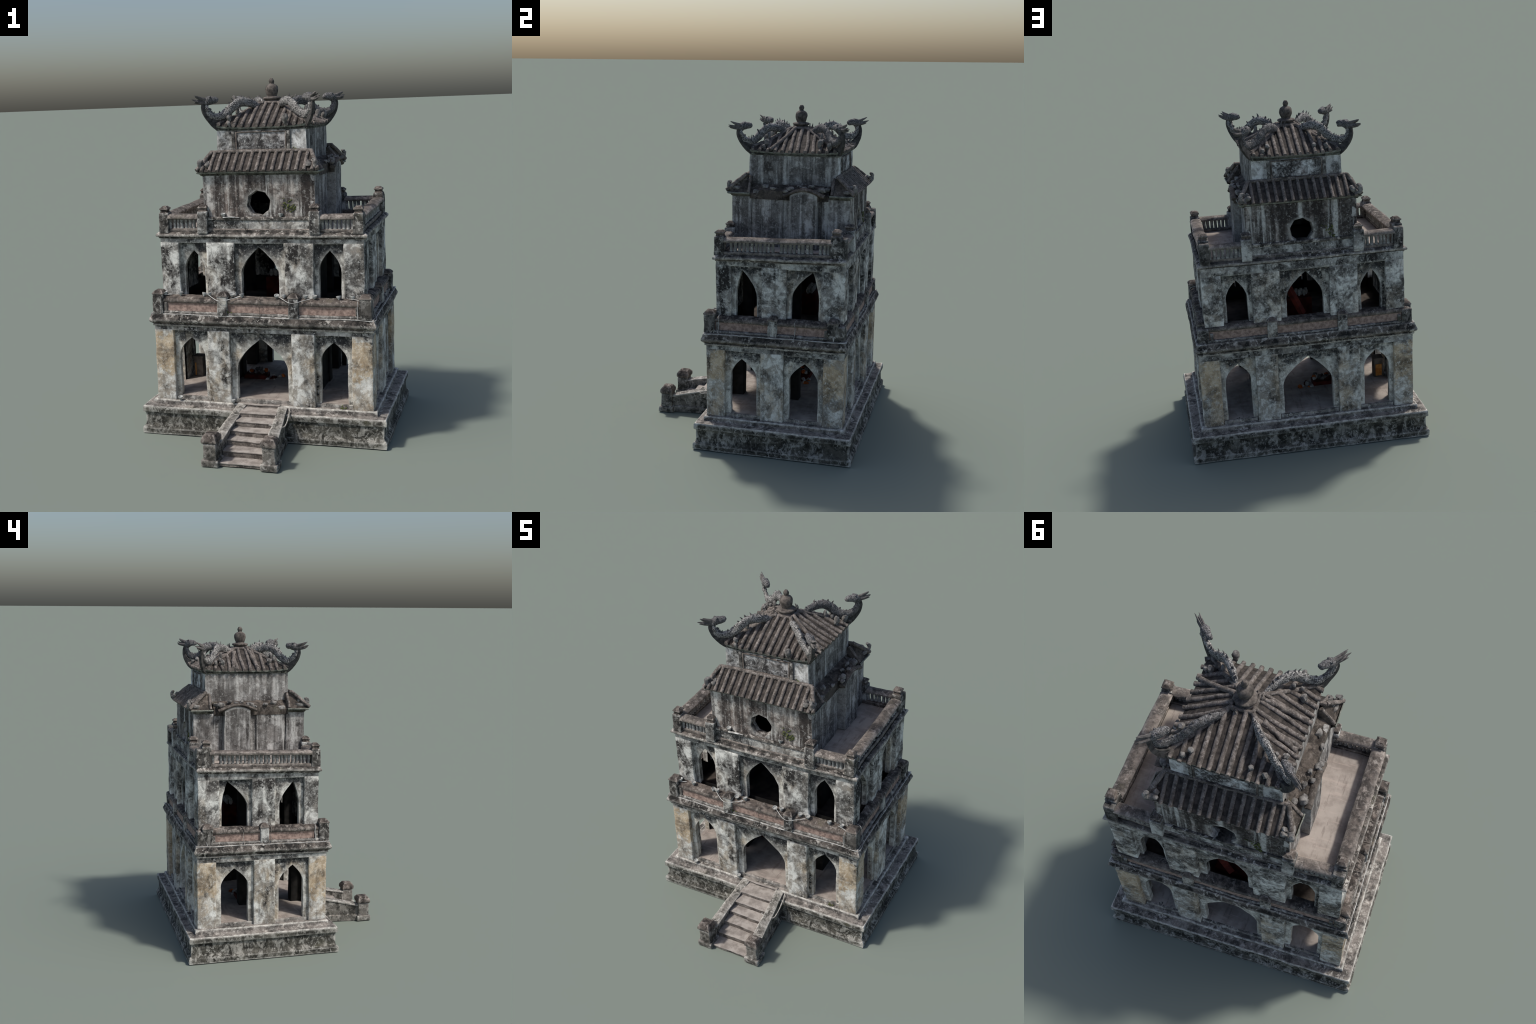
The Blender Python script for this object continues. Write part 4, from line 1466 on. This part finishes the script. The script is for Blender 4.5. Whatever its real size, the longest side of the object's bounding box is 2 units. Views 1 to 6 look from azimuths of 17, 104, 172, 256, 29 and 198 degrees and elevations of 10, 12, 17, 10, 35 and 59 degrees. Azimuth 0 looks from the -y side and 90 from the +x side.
# ------------------------------------------------------------------ bowl lamps and festoon cables
g = Geo()
lathe(g, [(0.005, 0.0), (0.006, 0.004), (0.0095, 0.008), (0.0118, 0.015), (0.0118, 0.018), (0.0095, 0.0175), (0.007, 0.013)], (0, 0), 14)
lamp0 = g.make("bowl_lamp", "glaze", parapet, angle=50)
lamps = []
for x in (-0.555, -0.465, -0.325, -0.288, -0.157, -0.098, 0.100, 0.140, 0.262, 0.312, 0.447, 0.520):
    lamps.append((x, -0.188, 0.803))
for x in (-0.50, -0.325, 0.20):
    lamps.append((x * 0.62, -0.150, 1.246))
lamps += [(-0.488, -0.215, 0.194), (-0.165, -0.222, 0.194)]
for i, p in enumerate(lamps):
    o = lamp0 if i == 0 else copy_of(lamp0, parapet)
    o.location = (p[0], p[1] + belly(Vector(p)), p[2])
    o.rotation_euler = (rnd.uniform(-0.35, 0.35), rnd.uniform(-0.3, 0.3), rnd.uniform(0, 6))
    o.scale = (1.2, 1.2, 1.15)


def cable(name, ctrl, r, mat, parent, n=60, wob=0.0015):
    g = Geo()
    pts = []
    for p in smooth_path(ctrl, n):
        v = Vector(p)
        pts.append(v + noise.noise_vector(v * 30) * wob + Vector((0, belly(v), 0)))
    tube(g, pts, [r * (0.75 + 0.7 * abs(noise.noise(p * 14))) for p in pts], 6)
    return g.make(name, mat, parent, angle=70)


hx, hy = 0.638, 0.420
loop = []
corners = [(-hx, C1_Y - hy), (hx, C1_Y - hy), (hx, C1_Y + hy), (hx * 0.9, C1_Y + hy)]
z = 0.700
for a, b in zip(corners, corners[1:]):
    for i in range(10):
        t = i / 10
        loop.append((a[0] + (b[0] - a[0]) * t, a[1] + (b[1] - a[1]) * t, z + 0.013 * (a[1] + (b[1] - a[1]) * t + 0.15) + rnd.uniform(-0.0015, 0.003)))
cable("string_cable", loop, 0.0019, "white", cornice1, 400)
west = [(-hx - 0.0, C1_Y - hy + 2 * hy * i / 12, z + 0.010 * i / 12 + rnd.uniform(-0.002, 0.003)) for i in range(13)]
cable("string_cable", west, 0.0022, "white", cornice1, 160)
for x in (-0.208, 0.200):
    cable("string_cable", [(x - 0.085, -0.200, 0.815), (x - 0.05, -0.222, 0.800), (x - 0.02, -0.235, 0.790), (x + 0.01, -0.236, 0.789), (x + 0.05, -0.224, 0.798), (x + 0.105, -0.205, 0.812)], 0.0022, "white", parapet, 40, 0.001)
for x in (-0.575, 0.552):
    cable("string_cable", [(x * 0.9, -0.185, 0.808), (x, -0.205, 0.806), (x, -0.2235, 0.795), (x, -0.2235, 0.75), (x, -0.228, 0.705)], 0.0017, "white", parapet, 40, 0.001)
for sx in (-1, 1):
    for y in (-0.135, 0.18 + 0.032 * sx, 0.32, 0.548):
        X = sx * 0.621
        m = "white" if y in (-0.135, 0.548) else ("rail" if sx < 0 else "band")
        cable("hanging_cable", [(sx * 0.585, y + 0.004, 0.812), (sx * 0.610, y, 0.809), (X, y - 0.003, 0.793), (X, y + 0.002, 0.76), (sx * 0.632, y - 0.004, 0.709)], 0.0021, m, parapet, 40, 0.0015)
cable("hanging_cable", [(0.008, -0.206, 0.812), (0.007, -0.222, 0.800), (0.008, -0.224, 0.75), (0.010, -0.226, 0.700)], 0.0018, "wood", parapet, 30, 0.001)
cable("hanging_cable", [(-0.075, -0.158, 1.25), (-0.075, -0.166, 1.238), (-0.072, -0.163, 1.19), (-0.066, -0.185, 1.158)], 0.0018, "dark_cable", shrine, 30, 0.001)
# rope knotted round the right-hand stair wall
cable("rope", [(0.094, -0.40, 0.146), (0.10, -0.415, 0.152), (0.135, -0.418, 0.148), (0.172, -0.405, 0.142), (0.176, -0.35, 0.150), (0.170, -0.27, 0.170), (0.160, -0.225, 0.186)], 0.004, "cheek", stair, 50, 0.003)
# litter on the shrine ledge and a red rag on the west balustrade
g = Geo()
block(g, (-0.200, -0.172, 1.244), (-0.130, -0.158, 1.249), 0.002, 0.008)
block(g, (-0.150, -0.168, 1.244), (-0.105, -0.160, 1.247), 0.001, 0.008)
g.warp(0.010)
g.make("fallen_render", "white", shrine)
g = Geo()
block(g, (-0.582, 0.325, 1.160), (-0.574, 0.36, 1.172), 0.002, 0.01)
g.warp(0.006)
g.make("red_rag", "rag", bal)
# moss cushions
for k, (c, spread, cnt) in enumerate([((0.165, SC - SY - 0.002, 1.31), (0.022, 0.004, 0.038), 26), ((-0.165, SC + SY + 0.002, 1.31), (0.022, 0.004, 0.034), 24),
                                      ((0.19, -0.060, 1.607), (0.015, 0.006, 0.008), 7), ((-0.17, -0.222, 0.716), (0.012, 0.003, 0.005), 6), ((0.46, -0.205, 0.202), (0.016, 0.004, 0.003), 6)]):
    g = Geo()
    rs = random.Random(k)
    for i in range(cnt):
        t = rs.uniform(-1, 1)
        s = rs.uniform(0.003, 0.0065)
        sl = -0.75 * (1 if c[1] < CY else -1) * spread[2] if k < 2 else 0.0
        pebble(g, (c[0] + (t if k >= 2 else t * (1 if c[1] < CY else 1)) * spread[0], c[1] + rs.uniform(-1, 1) * spread[1], c[2] + (-t * spread[2] * (1 if c[1] < CY else -1) if k < 2 else rs.uniform(-1, 1) * spread[2]) + rs.uniform(-0.008, 0.008)),
               (s, s * 0.6, s), i + 40, sub=1)
        if k < 2:
            n0 = len(g.v) - 42
            off = Vector((rs.uniform(-0.012, 0.012), 0, rs.uniform(-0.010, 0.010)))
            g.v[n0:] = [v + off for v in g.v[n0:]]
    ob = g.make("moss_cushion", "moss", shrine if k < 3 else plinth)
    ob["kind"] = "stuff"
